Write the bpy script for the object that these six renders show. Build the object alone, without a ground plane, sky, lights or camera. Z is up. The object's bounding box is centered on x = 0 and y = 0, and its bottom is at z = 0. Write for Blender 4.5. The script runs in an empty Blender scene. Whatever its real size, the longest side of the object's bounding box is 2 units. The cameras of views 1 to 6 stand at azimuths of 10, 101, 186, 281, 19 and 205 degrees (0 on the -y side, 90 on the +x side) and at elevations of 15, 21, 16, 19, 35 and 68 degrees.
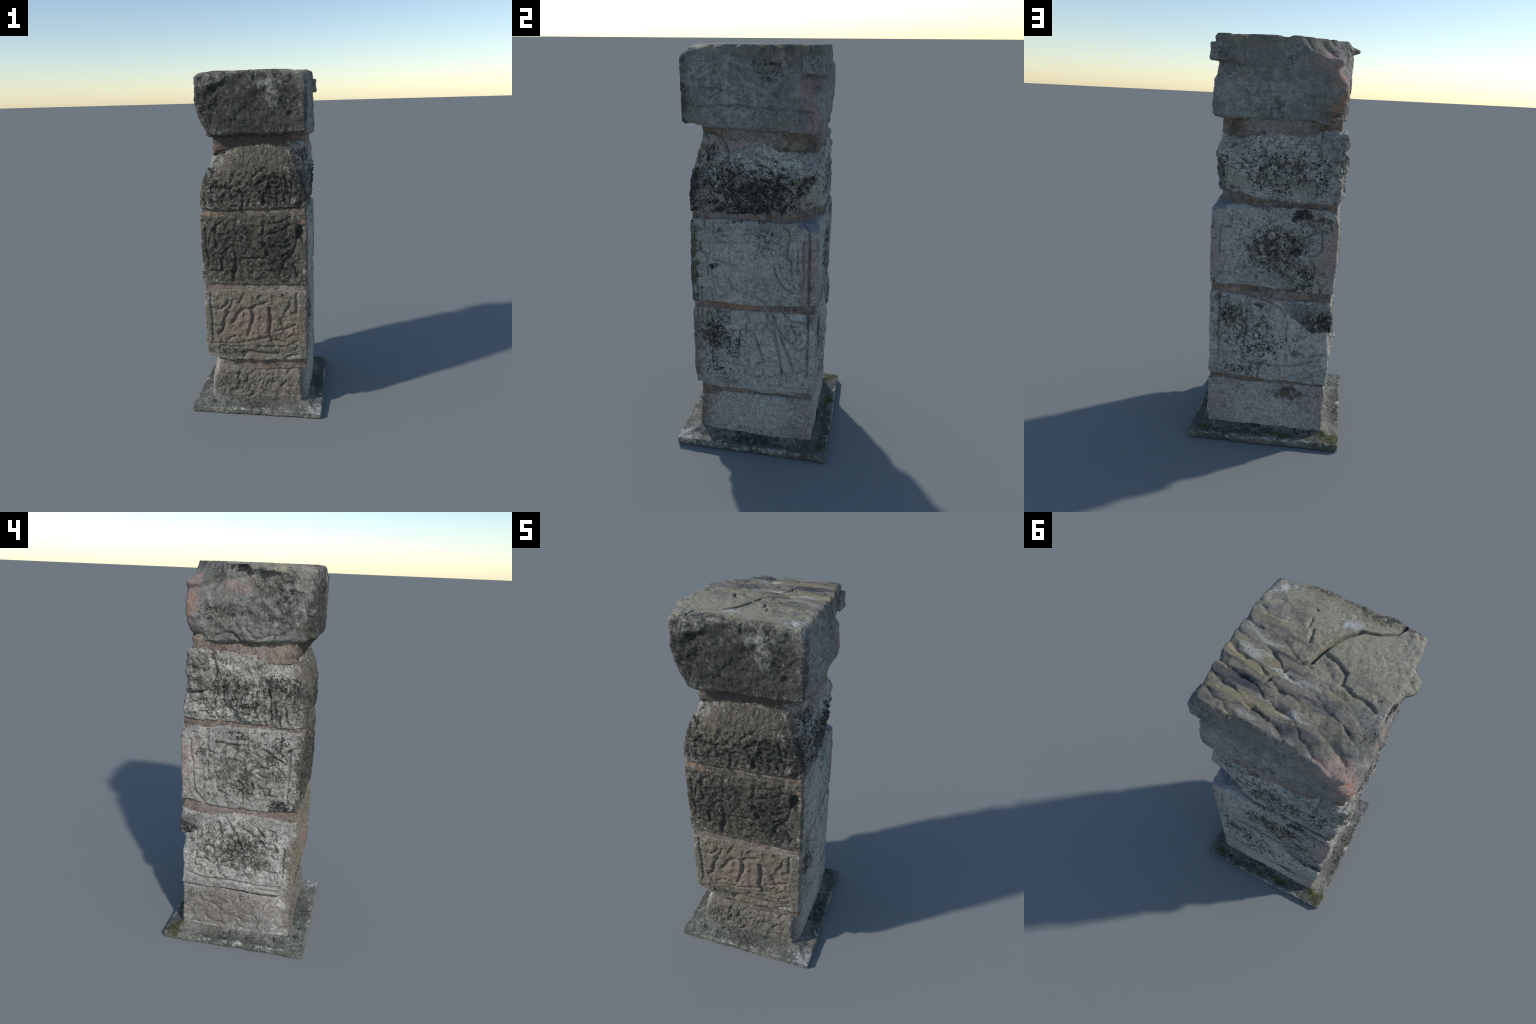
"""Weathered carved limestone pillar: a thin plinth slab, a base block, three shaft
blocks and an overhanging capital, bedded on mortar.  All sizes in metres, z up."""
import bpy
import math
import numpy as np

rng = np.random.default_rng(7)

# ------------------------------------------------------------------ noise
_perm = np.random.default_rng(3).permutation(256)
_perm = np.concatenate([_perm, _perm, _perm])
_grad = np.random.default_rng(4).normal(size=(256, 3))
_grad /= np.linalg.norm(_grad, axis=1)[:, None]


def perlin(P):
    """Gradient noise, about -0.6 .. 0.6, at every row of P."""
    i = np.floor(P).astype(np.int64)
    f = P - i
    i &= 255
    w = f * f * f * (f * (f * 6 - 15) + 10)
    out = np.zeros(len(P))
    for dx in (0, 1):
        wx = w[:, 0] if dx else 1 - w[:, 0]
        for dy in (0, 1):
            wy = w[:, 1] if dy else 1 - w[:, 1]
            for dz in (0, 1):
                wz = w[:, 2] if dz else 1 - w[:, 2]
                h = _perm[_perm[_perm[i[:, 0] + dx] + i[:, 1] + dy] + i[:, 2] + dz]
                g = _grad[h]
                d = g[:, 0] * (f[:, 0] - dx) + g[:, 1] * (f[:, 1] - dy) + g[:, 2] * (f[:, 2] - dz)
                out += wx * wy * wz * d
    return out


def fbm(P, size, octaves=3, gain=0.5, seed=0.0):
    out, amp, q = 0.0, 1.0, P / size + seed * 17.31
    for _ in range(octaves):
        out = out + amp * perlin(q)
        q = q * 2.03 + 11.7
        amp *= gain
    return out


def smooth(a, b, x):
    t = np.clip((x - a) / (b - a), 0, 1)
    return t * t * (3 - 2 * t)


def curve(points, x):
    pts = sorted(points)
    return np.interp(x, [p[0] for p in pts], [p[1] for p in pts])


# ------------------------------------------------------------------ stone blocks
FACES = ('front', 'right', 'back', 'left')      # -y, +x, +y, -x


class Block:
    """A rounded stone block.  Bed curves give the height of its lower and upper
    edge along each face; shape() and profile() bulge or wear whole regions,
    carve() cuts a chiselled line.  Face coordinates are (x, z) on front/back,
    (y, z) on left/right and (x, y) on the top."""

    def __init__(self, x0, x1, y0, y1, low, high, radius=0.012, step=0.0029, wobble=0.004,
                 rough=0.0022, grain=0.0012, seed=0.0, ripple=0.02, end_detail=(False, False)):
        self.end_detail = end_detail
        self.box = (x0, x1, y0, y1)
        self.low, self.high = low, high
        self.radius, self.step = radius, step
        self.wobble, self.rough, self.grain, self.seed = wobble, rough, grain, seed
        self.ripple = ripple
        self.shapes, self.profiles, self.cuts, self.bosses, self.panels = [], [], [], [], []
        self.top_fn = None

    def shape(self, face, u, v, ru, rv, depth, power=2.0, turn=0.0):
        self.shapes.append((face, u, v, ru, rv, depth, power, turn))

    def profile(self, face, heights, along):
        self.profiles.append((face, heights, along))

    def carve(self, face, width_mm, depth_mm, *points):
        deep, wide = {'right': (2.1, 0.95), 'back': (2.1, 0.95), 'left': (1.5, 1.25), 'front': (1.35, 1.45), 'top': (1.5, 1.15)}[face]
        self.cuts.append((face, max(width_mm, 5) * 0.001 * wide, depth_mm * 0.001 * deep, points))

    def boss(self, face, u, v, radius, height):
        self.bosses.append((face, u, v, radius, height))

    def relief(self, face, u0, u1, v0, v1, height, size, seed):
        """A panel of worn, rounded raised forms with broad hollows between them."""
        self.panels.append((face, u0, u1, v0, v1, height, size, seed))

    def bed(self, c, x, y):
        """Height of a bed surface given by one curve per face (or one number)."""
        if not isinstance(c, dict):
            return np.full(len(x), float(c))
        x0, x1, y0, y1 = self.box
        dist = {'front': y - y0, 'back': y1 - y, 'left': x - x0, 'right': x1 - x}
        total, weight = 0.0, 0.0
        for f in FACES:
            u = x if f in ('front', 'back') else y
            w = 1.0 / (np.clip(dist[f], 0, None) + 0.012) ** 2
            total = total + w * curve(c[f], u)
            weight = weight + w
        return total / weight

    def big(self, face, u, v):
        d = np.zeros(len(u))
        for f, cu, cv, ru, rv, depth, power, turn in self.shapes:
            if f != face:
                continue
            a, b = u - cu, v - cv
            if turn:
                c, s = math.cos(turn), math.sin(turn)
                a, b = c * a + s * b, c * b - s * a
            d += depth * np.exp(-(np.abs(a / ru) ** power + np.abs(b / rv) ** power))
        for f, heights, along in self.profiles:
            if f == face:
                d += curve(heights, v) * curve(along, u)
        return d

    def fine(self, face, u, v):
        d = np.zeros(len(u))
        for f, w, depth, pts in self.cuts:
            if f != face:
                continue
            p = np.array(pts)
            m = 4 * w
            near = np.where((u > p[:, 0].min() - m) & (u < p[:, 0].max() + m)
                            & (v > p[:, 1].min() - m) & (v < p[:, 1].max() + m))[0]
            if not len(near):
                continue
            a, b = u[near], v[near]
            best = np.full(len(near), 9.0)
            for (ax, ay), (bx, by) in zip(p[:-1], p[1:]):
                ex, ey = bx - ax, by - ay
                t = np.clip(((a - ax) * ex + (b - ay) * ey) / (ex * ex + ey * ey + 1e-12), 0, 1)
                best = np.minimum(best, np.hypot(a - ax - t * ex, b - ay - t * ey))
            g = depth * (np.exp(-(best / w) ** 2) - 0.22 * np.exp(-((best - 2.4 * w) / (1.3 * w)) ** 2))
            d[near] = np.minimum(d[near], -g) + np.where(g < 0, -g, 0) * 0.5
        for f, u0, u1, v0, v1, height, size, seed in self.panels:
            if f == face:
                soft = 0.02
                window = smooth(u0, u0 + soft, u) * smooth(u1, u1 - soft, u) * smooth(v0, v0 + soft, v) * smooth(v1, v1 - soft, v)
                m = np.where(window > 0)[0]
                q = np.stack([u[m] * 1.25, v[m], np.full(len(m), seed * 3.3)], 1)
                q = q + 0.3 * size * np.stack([perlin(q / size * 0.8 + 4), perlin(q / size * 0.8 + 9), 0 * q[:, 0]], 1)
                form = smooth(-0.10, 0.10, perlin(q / size)) - 0.5 + 0.35 * (smooth(-0.08, 0.08, perlin(q / size * 2.3 + 7)) - 0.5)
                d[m] += height * form * window[m]
        for f, cu, cv, r, h in self.bosses:
            if f == face:
                q = np.hypot(u - cu, v - cv) / r
                d += h * (1 - smooth(0.65, 1.05, q)) - 0.5 * h * np.exp(-((q - 1.15) / 0.16) ** 2)
        return d

    def build(self, name, parent, material):
        x0, x1, y0, y1 = self.box
        mean = lambda c: np.mean([np.mean([p[1] for p in c[f]]) for f in FACES]) if isinstance(c, dict) else c
        z0, z1 = mean(self.low), mean(self.high)
        lo, hi = np.array([x0, y0, z0]), np.array([x1, y1, z1])
        n = np.maximum(2, np.round((hi - lo) / self.step).astype(int))
        nx, ny, nz = n
        # lattice shell
        inside = np.zeros((nx + 1, ny + 1, nz + 1), bool)
        inside[1:-1, 1:-1, 1:-1] = True
        index = np.full(inside.shape, -1, np.int64)
        ijk = np.argwhere(~inside)
        index[~inside] = np.arange(len(ijk))
        quads = []

        def sheet(a, flip):
            q = np.stack([a[:-1, :-1], a[1:, :-1], a[1:, 1:], a[:-1, 1:]], -1).reshape(-1, 4)
            quads.append(q[:, ::-1] if flip else q)
        sheet(index[:, :, 0], True); sheet(index[:, :, -1], False)
        sheet(index[:, 0, :], False); sheet(index[:, -1, :], True)
        sheet(index[0, :, :], True); sheet(index[-1, :, :], False)
        quads = np.concatenate(quads)
        rim = 26
        ends = []
        for k, keep in ((0, self.end_detail[0]), (nz, self.end_detail[1])):
            if keep or min(nx, ny) < 3 * rim:
                continue
            core = np.zeros(len(ijk), bool)
            core[index[rim + 1:nx - rim, rim + 1:ny - rim, k].ravel()] = True
            quads = quads[~core[quads].any(1)]
            loop = np.concatenate([index[rim:nx - rim, rim, k], index[nx - rim, rim:ny - rim, k],
                                   index[nx - rim:rim:-1, ny - rim, k], index[rim, ny - rim:rim:-1, k]])
            ends.append(loop[::-1] if k == 0 else loop)
        p = lo + ijk / n * (hi - lo)
        # rounded edges
        r = min(self.radius, 0.49 * (hi - lo).min())
        q = np.clip(p, lo + r, hi - r)
        d = p - q
        N = d / np.maximum(np.linalg.norm(d, axis=1), 1e-9)[:, None]
        P = q + r * N
        t = (P - lo) / (hi - lo)
        x, y = P[:, 0], P[:, 1]
        zl, zh = self.bed(self.low, x, y), self.bed(self.high, x, y)
        if isinstance(self.low, dict):        # uneven, hand-dressed bed edges
            zl = zl + 0.007 * fbm(np.stack([x, y, 0 * x + self.seed], 1), 0.06, 2, 0.5)
        if isinstance(self.high, dict):
            zh = zh + 0.007 * fbm(np.stack([x, y, 0 * x + self.seed + 3.0], 1), 0.06, 2, 0.5)
        z = zl + (zh - zl) * t[:, 2]
        tx, ty, tz = t.T
        W = np.stack([x, y, z], 1)
        # worn and bulging regions move the whole section, chisel lines only the skin
        near = lambda s: np.clip(s, 0, 1) ** 14
        dx = -(self.big('left', y, z) * (1 - tx)) + self.big('right', y, z) * tx
        dy = -(self.big('front', x, z) * (1 - ty)) + self.big('back', x, z) * ty
        dx += -self.fine('left', y, z) * near(1 - tx) + self.fine('right', y, z) * near(tx)
        dy += -self.fine('front', x, z) * near(1 - ty) + self.fine('back', x, z) * near(ty)
        dz = (self.big('top', x, y)) * tz + self.fine('top', x, y) * near(tz)
        if self.top_fn is not None:
            dz = dz + self.top_fn(x, y) * tz
        V = np.stack([x + dx, y + dy, z + dz], 1)
        s = self.seed
        h = self.wobble * 1.5 * fbm(W, 0.16, 2, 0.5, s + 1)
        h += self.rough * 1.8 * fbm(W, 0.034, 2, 0.55, s + 2)
        pit = fbm(W, 0.011, 2, 0.6, s + 3)
        h += self.grain * 1.8 * pit
        h -= 2.2 * self.grain * smooth(0.22, 0.5, fbm(W, 0.02, 1, 0.5, s + 5))
        h += self.ripple * 0.1 * np.abs(fbm(W * [1, 1, 1.6], 0.07, 2, 0.5, s + 6)) - self.ripple * 0.02
        V = V + N * h[:, None]
        V[:, 2] = np.clip(V[:, 2], 0.0, 2.0)
        # drop the lattice points that the plain bed faces no longer use
        corner = np.concatenate([quads.ravel()] + ends)
        used = np.zeros(len(V), bool)
        used[corner] = True
        renumber = np.cumsum(used) - 1
        corner, V = renumber[corner], V[used]
        sizes = np.concatenate([np.full(len(quads), 4), [len(e) for e in ends]]).astype(np.int64)
        starts = np.concatenate([[0], np.cumsum(sizes)[:-1]])
        mesh = bpy.data.meshes.new(name)
        mesh.vertices.add(len(V)); mesh.loops.add(len(corner)); mesh.polygons.add(len(sizes))
        mesh.vertices.foreach_set('co', V.astype(np.float32).ravel())
        mesh.loops.foreach_set('vertex_index', corner.astype(np.int32))
        mesh.polygons.foreach_set('loop_start', starts.astype(np.int32))
        mesh.polygons.foreach_set('use_smooth', np.ones(len(sizes), bool))
        mesh.update(calc_edges=True); mesh.validate()
        mesh.materials.append(material)
        ob = bpy.data.objects.new(name, mesh)
        bpy.context.scene.collection.objects.link(ob)
        ob.parent = parent
        return ob


# ------------------------------------------------------------------ materials
class Nodes:
    def __init__(self, name):
        self.mat = bpy.data.materials.new(name)
        self.mat.use_nodes = True
        self.t = self.mat.node_tree
        self.t.nodes.clear()
        self.pos = self.new('ShaderNodeTexCoord').outputs['Object']

    def new(self, kind, **props):
        n = self.t.nodes.new(kind)
        for k, v in props.items():
            setattr(n, k, v)
        return n

    def put(self, socket, value):
        if isinstance(value, bpy.types.NodeSocket):
            self.t.links.new(value, socket)
        else:
            socket.default_value = value

    def math(self, op, a, b=0.0, c=0.0, clamp=False):
        n = self.new('ShaderNodeMath', operation=op, use_clamp=clamp)
        for s, v in zip(n.inputs, (a, b, c)):
            self.put(s, v)
        return n.outputs[0]

    def vec(self, op, a, b=(0, 0, 0), scale=1.0):
        n = self.new('ShaderNodeVectorMath', operation=op)
        self.put(n.inputs[0], a)
        self.put(n.inputs[1], b)
        self.put(n.inputs[3], scale)
        return n.outputs[1] if op == 'LENGTH' else n.outputs[0]

    def noise(self, scale, detail=4.0, rough=0.6, vector=None, colour=False, offset=None):
        n = self.new('ShaderNodeTexNoise')
        v = vector if vector is not None else self.pos
        if offset is not None:
            v = self.vec('ADD', v, offset)
        self.put(n.inputs['Vector'], v)
        n.inputs['Scale'].default_value = scale
        n.inputs['Detail'].default_value = detail
        n.inputs['Roughness'].default_value = rough
        return n.outputs['Color' if colour else 'Fac']

    def ramp(self, x, a, b, lo=0.0, hi=1.0, soft=True):
        n = self.new('ShaderNodeMapRange', interpolation_type='SMOOTHSTEP' if soft else 'LINEAR')
        self.put(n.inputs['Value'], x)
        for k, v in (('From Min', a), ('From Max', b), ('To Min', lo), ('To Max', hi)):
            n.inputs[k].default_value = v
        return n.outputs['Result']

    def mix(self, fac, a, b):
        n = self.new('ShaderNodeMix', data_type='RGBA')
        self.put(n.inputs[0], fac)
        for s, v in ((n.inputs[6], a), (n.inputs[7], b)):
            self.put(s, v if isinstance(v, bpy.types.NodeSocket) else (*v, 1.0))
        return n.outputs[2]

    def mul(self, colour, fac):
        n = self.new('ShaderNodeMix', data_type='RGBA', blend_type='MULTIPLY')
        n.inputs[0].default_value = 1.0
        self.put(n.inputs[6], colour)
        self.put(n.inputs[7], fac)
        return n.outputs[2]

    def patches(self, blobs, place):
        """Largest of several soft ellipsoids (centre, radii, strength)."""
        out = None
        for c, r, s in blobs:
            q = self.vec('DIVIDE', self.vec('SUBTRACT', place, c), r)
            m = self.ramp(self.vec('LENGTH', q), 0.15, 1.5, s, 0.0)
            out = m if out is None else self.math('MAXIMUM', out, m)
        return out


def stone(name, tones, layers, grain=1.0, offset=(0, 0, 0), specks=0.5, streak=None, mottle=0.15, speckle=1.0):
    """tones: dark, middle, pale body colours.  layers: (colour, blobs, breakup, scale, soft)."""
    k = Nodes(name)
    warp = k.vec('SCALE', k.vec('SUBTRACT', k.noise(9, 3, 0.6, colour=True, offset=offset), (0.5, 0.5, 0.5)), scale=0.11)
    place = k.vec('ADD', k.pos, warp)
    broad = k.noise(7, 3, 0.55, offset=offset)
    mid = k.noise(32, 5, 0.65, offset=offset)
    fine = k.noise(115, 4, 0.7, offset=offset)
    body = k.math('ADD', k.math('MULTIPLY', broad, 0.38), k.math('ADD', k.math('MULTIPLY', mid, 0.37), k.math('MULTIPLY', fine, 0.25)))
    dark, middle, pale = tones
    col = k.mix(k.ramp(body, 0.36, 0.50), dark, middle)
    col = k.mix(k.ramp(body, 0.49, 0.63), col, pale)
    warm = k.noise(5, 3, 0.6, offset=(3.1 + offset[0], 1.7, 9.2))
    col = k.mix(k.ramp(warm, 0.5, 0.68, 0, 0.35), col, (0.25, 0.21, 0.165))
    layers = sorted(layers, key=lambda l: l[0] != PALE)        # PALE patches are mixed in before the dark ones
    for i, (colour, blobs, breakup, scale, soft) in enumerate(layers):
        m = k.patches(blobs, place)
        f = k.noise(scale, 5, 0.68, offset=(i * 3.7 + offset[0], i * 1.9, offset[2]))
        g = k.noise(scale * 3.3, 3, 0.7, offset=(i * 5.1, offset[1], i * 2.3))
        f = k.math('ADD', k.math('MULTIPLY', f, 0.6), k.math('MULTIPLY', g, 0.4))
        v = k.math('ADD', m, k.math('MULTIPLY', k.math('SUBTRACT', f, 0.5), breakup * 2.3))
        a = k.ramp(v, 0.5 - soft, 0.5 + soft)
        col = k.mix(a, col, colour)
    if streak is not None:
        col = streak(k, col)
    # scattered dark weathering film
    f = k.math('ADD', k.math('MULTIPLY', k.noise(30, 4, 0.65, offset=(offset[1], 9.3, 4.1)), 0.5), k.math('MULTIPLY', k.noise(120, 3, 0.7, offset=(offset[2], 3.3, 2.1)), 0.5))
    w = k.noise(8.5, 3, 0.6, offset=(offset[2], 5.3, 7.1))
    v = k.math('ADD', k.math('MULTIPLY', k.math('SUBTRACT', w, 0.5), 1.9), k.math('MULTIPLY', k.math('SUBTRACT', f, 0.5), 3.6))
    col = k.mix(k.ramp(v, 0.30 - mottle, 0.75 - mottle, 0, 0.85), col, (0.062, 0.062, 0.054))
    # crystalline speckle of the weathered surface
    q = k.math('ADD', k.math('MULTIPLY', k.noise(150, 2, 0.6, offset=(2.2, 4.4, offset[0])), 0.6), k.math('MULTIPLY', k.noise(62, 3, 0.6, offset=(6.2, 1.4, offset[1])), 0.4))
    q = k.ramp(q, 0.34, 0.66, 1 - 0.46 * speckle, 1 + 0.52 * speckle, False)
    tone = k.new('ShaderNodeCombineColor')
    for i in range(3):
        k.put(tone.inputs[i], q)
    col = k.mul(col, tone.outputs[0])
    # pale lichen specks and dark pores
    s = k.noise(85, 3, 0.75, offset=(7.7, 2.2, offset[0]))
    col = k.mix(k.ramp(s, 0.60, 0.72, 0, specks), col, (0.42, 0.42, 0.38))
    d = k.noise(60, 4, 0.75, offset=(1.7, 8.2, offset[0]))
    col = k.mix(k.ramp(d, 0.58, 0.70, 0, 0.75), col, (0.035, 0.034, 0.03))
    b = k.new('ShaderNodeBsdfPrincipled')
    k.put(b.inputs['Base Color'], col)
    b.inputs['Roughness'].default_value = 0.9
    b.inputs['Specular IOR Level'].default_value = 0.25
    bump = k.new('ShaderNodeBump')
    bump.inputs['Strength'].default_value = 0.55 * grain
    bump.inputs['Distance'].default_value = 0.004
    k.put(bump.inputs['Height'], k.math('ADD', k.math('MULTIPLY', mid, 0.6), k.math('MULTIPLY', k.noise(190, 4, 0.7), 0.4)))
    k.put(b.inputs['Normal'], bump.outputs[0])
    k.put(k.new('ShaderNodeOutputMaterial').inputs[0], b.outputs[0])
    return k.mat


# front / right / back / left patch helpers: centre on the face, in face coordinates
def on_front(u, v, ru, rv, s=1.0, depth=0.07): return ((u, -0.32, v), (ru, depth, rv), s)
def on_back(u, v, ru, rv, s=1.0, depth=0.07): return ((u, 0.31, v), (ru, depth, rv), s)
def on_right(u, v, ru, rv, s=1.0, depth=0.07): return ((0.31, u, v), (depth, ru, rv), s)
def on_left(u, v, ru, rv, s=1.0, depth=0.07): return ((-0.32, u, v), (depth, ru, rv), s)
def on_top(u, v, ru, rv, s=1.0, height=1.99, depth=0.04): return ((u, v, height), (ru, rv, depth), s)


LICHEN = (0.030, 0.030, 0.026)
DARK_GREY = (0.062, 0.060, 0.052)
OLIVE = (0.098, 0.087, 0.066)
PINK = (0.315, 0.242, 0.218)
RUST = (0.30, 0.165, 0.12)
PALE = (0.42, 0.41, 0.37)
MOSS = (0.062, 0.068, 0.026)
BLUE = (0.20, 0.20, 0.235)
OCHRE = (0.27, 0.185, 0.125)
GREY = ((0.105, 0.102, 0.090), (0.215, 0.208, 0.188), (0.36, 0.35, 0.32))

# ------------------------------------------------------------------ bed joints (edge heights along each face)
cap_low = {
  'front': [(-0.242, 1.654), (-0.126, 1.659), (0.064, 1.662), (0.189, 1.663), (0.308, 1.661)],
  'right': [(-0.307, 1.676), (-0.229, 1.654), (-0.142, 1.646), (-0.095, 1.650), (-0.015, 1.642), (0.086, 1.637), (0.197, 1.639), (0.280, 1.639), (0.317, 1.650)],
  'back': [(-0.309, 1.619), (-0.248, 1.618), (-0.206, 1.633), (-0.160, 1.633), (-0.078, 1.629), (0.016, 1.627), (0.099, 1.628), (0.176, 1.633), (0.242, 1.632), (0.284, 1.642)],
  'left': [(-0.331, 1.669), (-0.302, 1.655), (-0.184, 1.648), (-0.093, 1.642), (-0.002, 1.642), (0.060, 1.641), (0.154, 1.635), (0.198, 1.640), (0.29, 1.630)],
}
upper_high = {
  'front': [(-0.30, 1.612), (-0.161, 1.622), (-0.051, 1.628), (0.063, 1.632), (0.188, 1.626), (0.299, 1.624)],
  'right': [(-0.224, 1.618), (-0.160, 1.609), (-0.073, 1.607), (0.041, 1.606), (0.098, 1.597), (0.198, 1.606), (0.308, 1.605)],
  'back': [(-0.306, 1.600), (-0.214, 1.600), (-0.106, 1.570), (0.001, 1.575), (0.097, 1.580), (0.181, 1.587), (0.253, 1.594)],
  'left': [(-0.306, 1.590), (-0.188, 1.581), (-0.065, 1.584), (0.059, 1.594), (0.135, 1.598), (0.274, 1.591)],
}
upper_low = {
  'front': [(-0.306, 1.249), (-0.227, 1.245), (-0.115, 1.243), (0.017, 1.248), (0.148, 1.251), (0.234, 1.253), (0.298, 1.264)],
  'right': [(-0.282, 1.269), (-0.256, 1.263), (-0.141, 1.262), (-0.050, 1.261), (0.062, 1.273), (0.142, 1.264), (0.194, 1.277), (0.254, 1.290), (0.322, 1.295)],
  'back': [(-0.308, 1.254), (-0.218, 1.251), (-0.105, 1.252), (0.010, 1.258), (0.111, 1.258), (0.158, 1.276), (0.195, 1.282), (0.258, 1.290)],
  'left': [(-0.294, 1.247), (-0.219, 1.245), (-0.153, 1.246), (-0.124, 1.253), (-0.048, 1.245), (0.020, 1.249), (0.093, 1.252), (0.152, 1.246), (0.217, 1.250), (0.287, 1.254)],
}
middle_high = {
  'front': [(-0.304, 1.235), (-0.174, 1.227), (-0.089, 1.219), (0.017, 1.222), (0.148, 1.227), (0.234, 1.221), (0.285, 1.222)],
  'right': [(-0.290, 1.233), (-0.188, 1.236), (-0.096, 1.239), (-0.005, 1.239), (0.085, 1.238), (0.151, 1.231), (0.217, 1.233), (0.295, 1.235)],
  'back': [(-0.310, 1.234), (-0.101, 1.233), (-0.015, 1.230), (0.073, 1.228), (0.147, 1.230), (0.292, 1.232)],
  'left': [(-0.300, 1.226), (-0.173, 1.231), (-0.077, 1.231), (0.019, 1.232), (0.093, 1.232), (0.167, 1.218), (0.236, 1.216), (0.287, 1.209)],
}
middle_low = {
  'front': [(-0.300, 0.799), (-0.177, 0.797), (-0.039, 0.801), (0.097, 0.802), (0.231, 0.803), (0.297, 0.808)],
  'right': [(-0.298, 0.805), (-0.200, 0.807), (-0.078, 0.806), (0.065, 0.813), (0.182, 0.815), (0.296, 0.830)],
  'back': [(-0.299, 0.816), (-0.201, 0.809), (-0.106, 0.819), (-0.035, 0.822), (0.056, 0.825), (0.133, 0.831), (0.244, 0.826), (0.291, 0.830)],
  'left': [(-0.298, 0.811), (-0.170, 0.800), (-0.070, 0.792), (0.032, 0.793), (0.109, 0.794), (0.213, 0.808), (0.286, 0.815)],
}
lower_high = {
  'front': [(-0.299, 0.758), (-0.131, 0.770), (0.006, 0.769), (0.141, 0.771), (0.293, 0.772)],
  'right': [(-0.300, 0.771), (-0.201, 0.778), (-0.103, 0.781), (-0.007, 0.778), (0.089, 0.780), (0.183, 0.782), (0.289, 0.786)],
  'back': [(-0.297, 0.773), (-0.156, 0.770), (-0.013, 0.763), (0.059, 0.774), (0.132, 0.783), (0.229, 0.782), (0.292, 0.787)],
  'left': [(-0.297, 0.750), (-0.172, 0.763), (-0.071, 0.766), (0.031, 0.769), (0.093, 0.755), (0.186, 0.748), (0.295, 0.760)],
}
lower_low = {
  'front': [(-0.301, 0.340), (-0.229, 0.322), (-0.187, 0.309), (-0.100, 0.321), (-0.006, 0.318), (0.088, 0.323), (0.181, 0.325), (0.283, 0.338)],
  'right': [(-0.296, 0.347), (-0.255, 0.332), (-0.162, 0.315), (-0.059, 0.324), (0.042, 0.318), (0.142, 0.323), (0.290, 0.333)],
  'back': [(-0.288, 0.322), (-0.156, 0.325), (-0.056, 0.328), (0.094, 0.331), (0.195, 0.336), (0.292, 0.340)],
  'left': [(-0.300, 0.335), (-0.266, 0.316), (-0.193, 0.310), (-0.114, 0.308), (-0.023, 0.314), (0.074, 0.310), (0.183, 0.311), (0.294, 0.305)],
}
base_high = {
  'front': [(-0.244, 0.315), (-0.174, 0.275), (-0.092, 0.270), (-0.007, 0.277), (0.050, 0.280), (0.181, 0.293), (0.269, 0.302)],
  'right': [(-0.261, 0.293), (-0.162, 0.301), (-0.059, 0.300), (0.042, 0.306), (0.143, 0.306), (0.291, 0.312)],
  'back': [(-0.299, 0.316), (-0.086, 0.314), (-0.007, 0.314), (0.103, 0.304), (0.195, 0.315), (0.291, 0.309)],
  'left': [(-0.267, 0.296), (-0.194, 0.298), (-0.114, 0.297), (-0.024, 0.290), (0.074, 0.305), (0.183, 0.307), (0.294, 0.300)],
}


def shifted(c, dz):
    return {f: [(u, v + dz) for u, v in c[f]] for f in FACES}


# ------------------------------------------------------------------ the blocks
capital = Block(-0.316, 0.303, -0.334, 0.298, cap_low, 1.996, end_detail=(False, True), radius=0.020, wobble=0.006, rough=0.0030, grain=0.0008, seed=1.0)
upper_block = Block(-0.312, 0.304, -0.304, 0.302, upper_low, upper_high, radius=0.013, wobble=0.007, rough=0.0046, seed=2.0)
middle_block = Block(-0.312, 0.302, -0.307, 0.308, middle_low, middle_high, radius=0.010, rough=0.0028, seed=3.0)
lower_block = Block(-0.308, 0.303, -0.307, 0.307, lower_low, lower_high, radius=0.011, rough=0.0028, seed=4.0)
base_block = Block(-0.304, 0.306, -0.297, 0.305, 0.035, base_high, radius=0.016, rough=0.0035, seed=5.0)

# capital: overhanging front, tapered lower front-left corner, spalled back-left corner, worn dents
capital.shape('left', -0.36, 1.61, 0.19, 0.13, -0.090)
capital.profile('front', [(1.6, 1.0), (2.0, 1.0)], [(-0.32, -0.004), (0.0, -0.005), (0.30, -0.008)])
capital.shape('left', -0.34, 1.85, 0.08, 0.2, -0.010)
capital.shape('right', 0.0, 1.82, 0.25, 0.16, 0.006)
capital.shape('left', 0.20, 1.955, 0.12, 0.045, -0.028)
capital.shape('left', 0.32, 1.655, 0.08, 0.05, -0.040)
capital.shape('left', 0.33, 1.94, 0.10, 0.07, -0.040)
capital.shape('left', 0.33, 1.75, 0.06, 0.12, -0.012)
capital.shape('back', -0.33, 1.74, 0.06, 0.08, -0.020)
capital.shape('front', 0.29, 1.998, 0.10, 0.025, -0.035)
capital.shape('front', 0.0, 1.63, 0.6, 0.03, -0.012)
capital.shape('right', -0.36, 2.0, 0.10, 0.04, -0.03)
capital.shape('back', -0.33, 1.87, 0.06, 0.10, -0.008)
capital.shape('back', -0.33, 1.65, 0.09, 0.05, -0.045)
capital.shape('left', 0.32, 1.64, 0.07, 0.05, -0.02)
capital.shape('left', -0.12, 1.968, 0.045, 0.013, 0.036, 4)
capital.shape('left', 0.02, 1.972, 0.045, 0.016, -0.020, 3)
capital.shape('left', 0.14, 1.965, 0.035, 0.030, -0.020, 3)
capital.shape('left', -0.02, 1.80, 0.22, 0.13, 0.008)
capital.shape('right', 0.26, 1.850, 0.05, 0.036, -0.030, 3)
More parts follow.
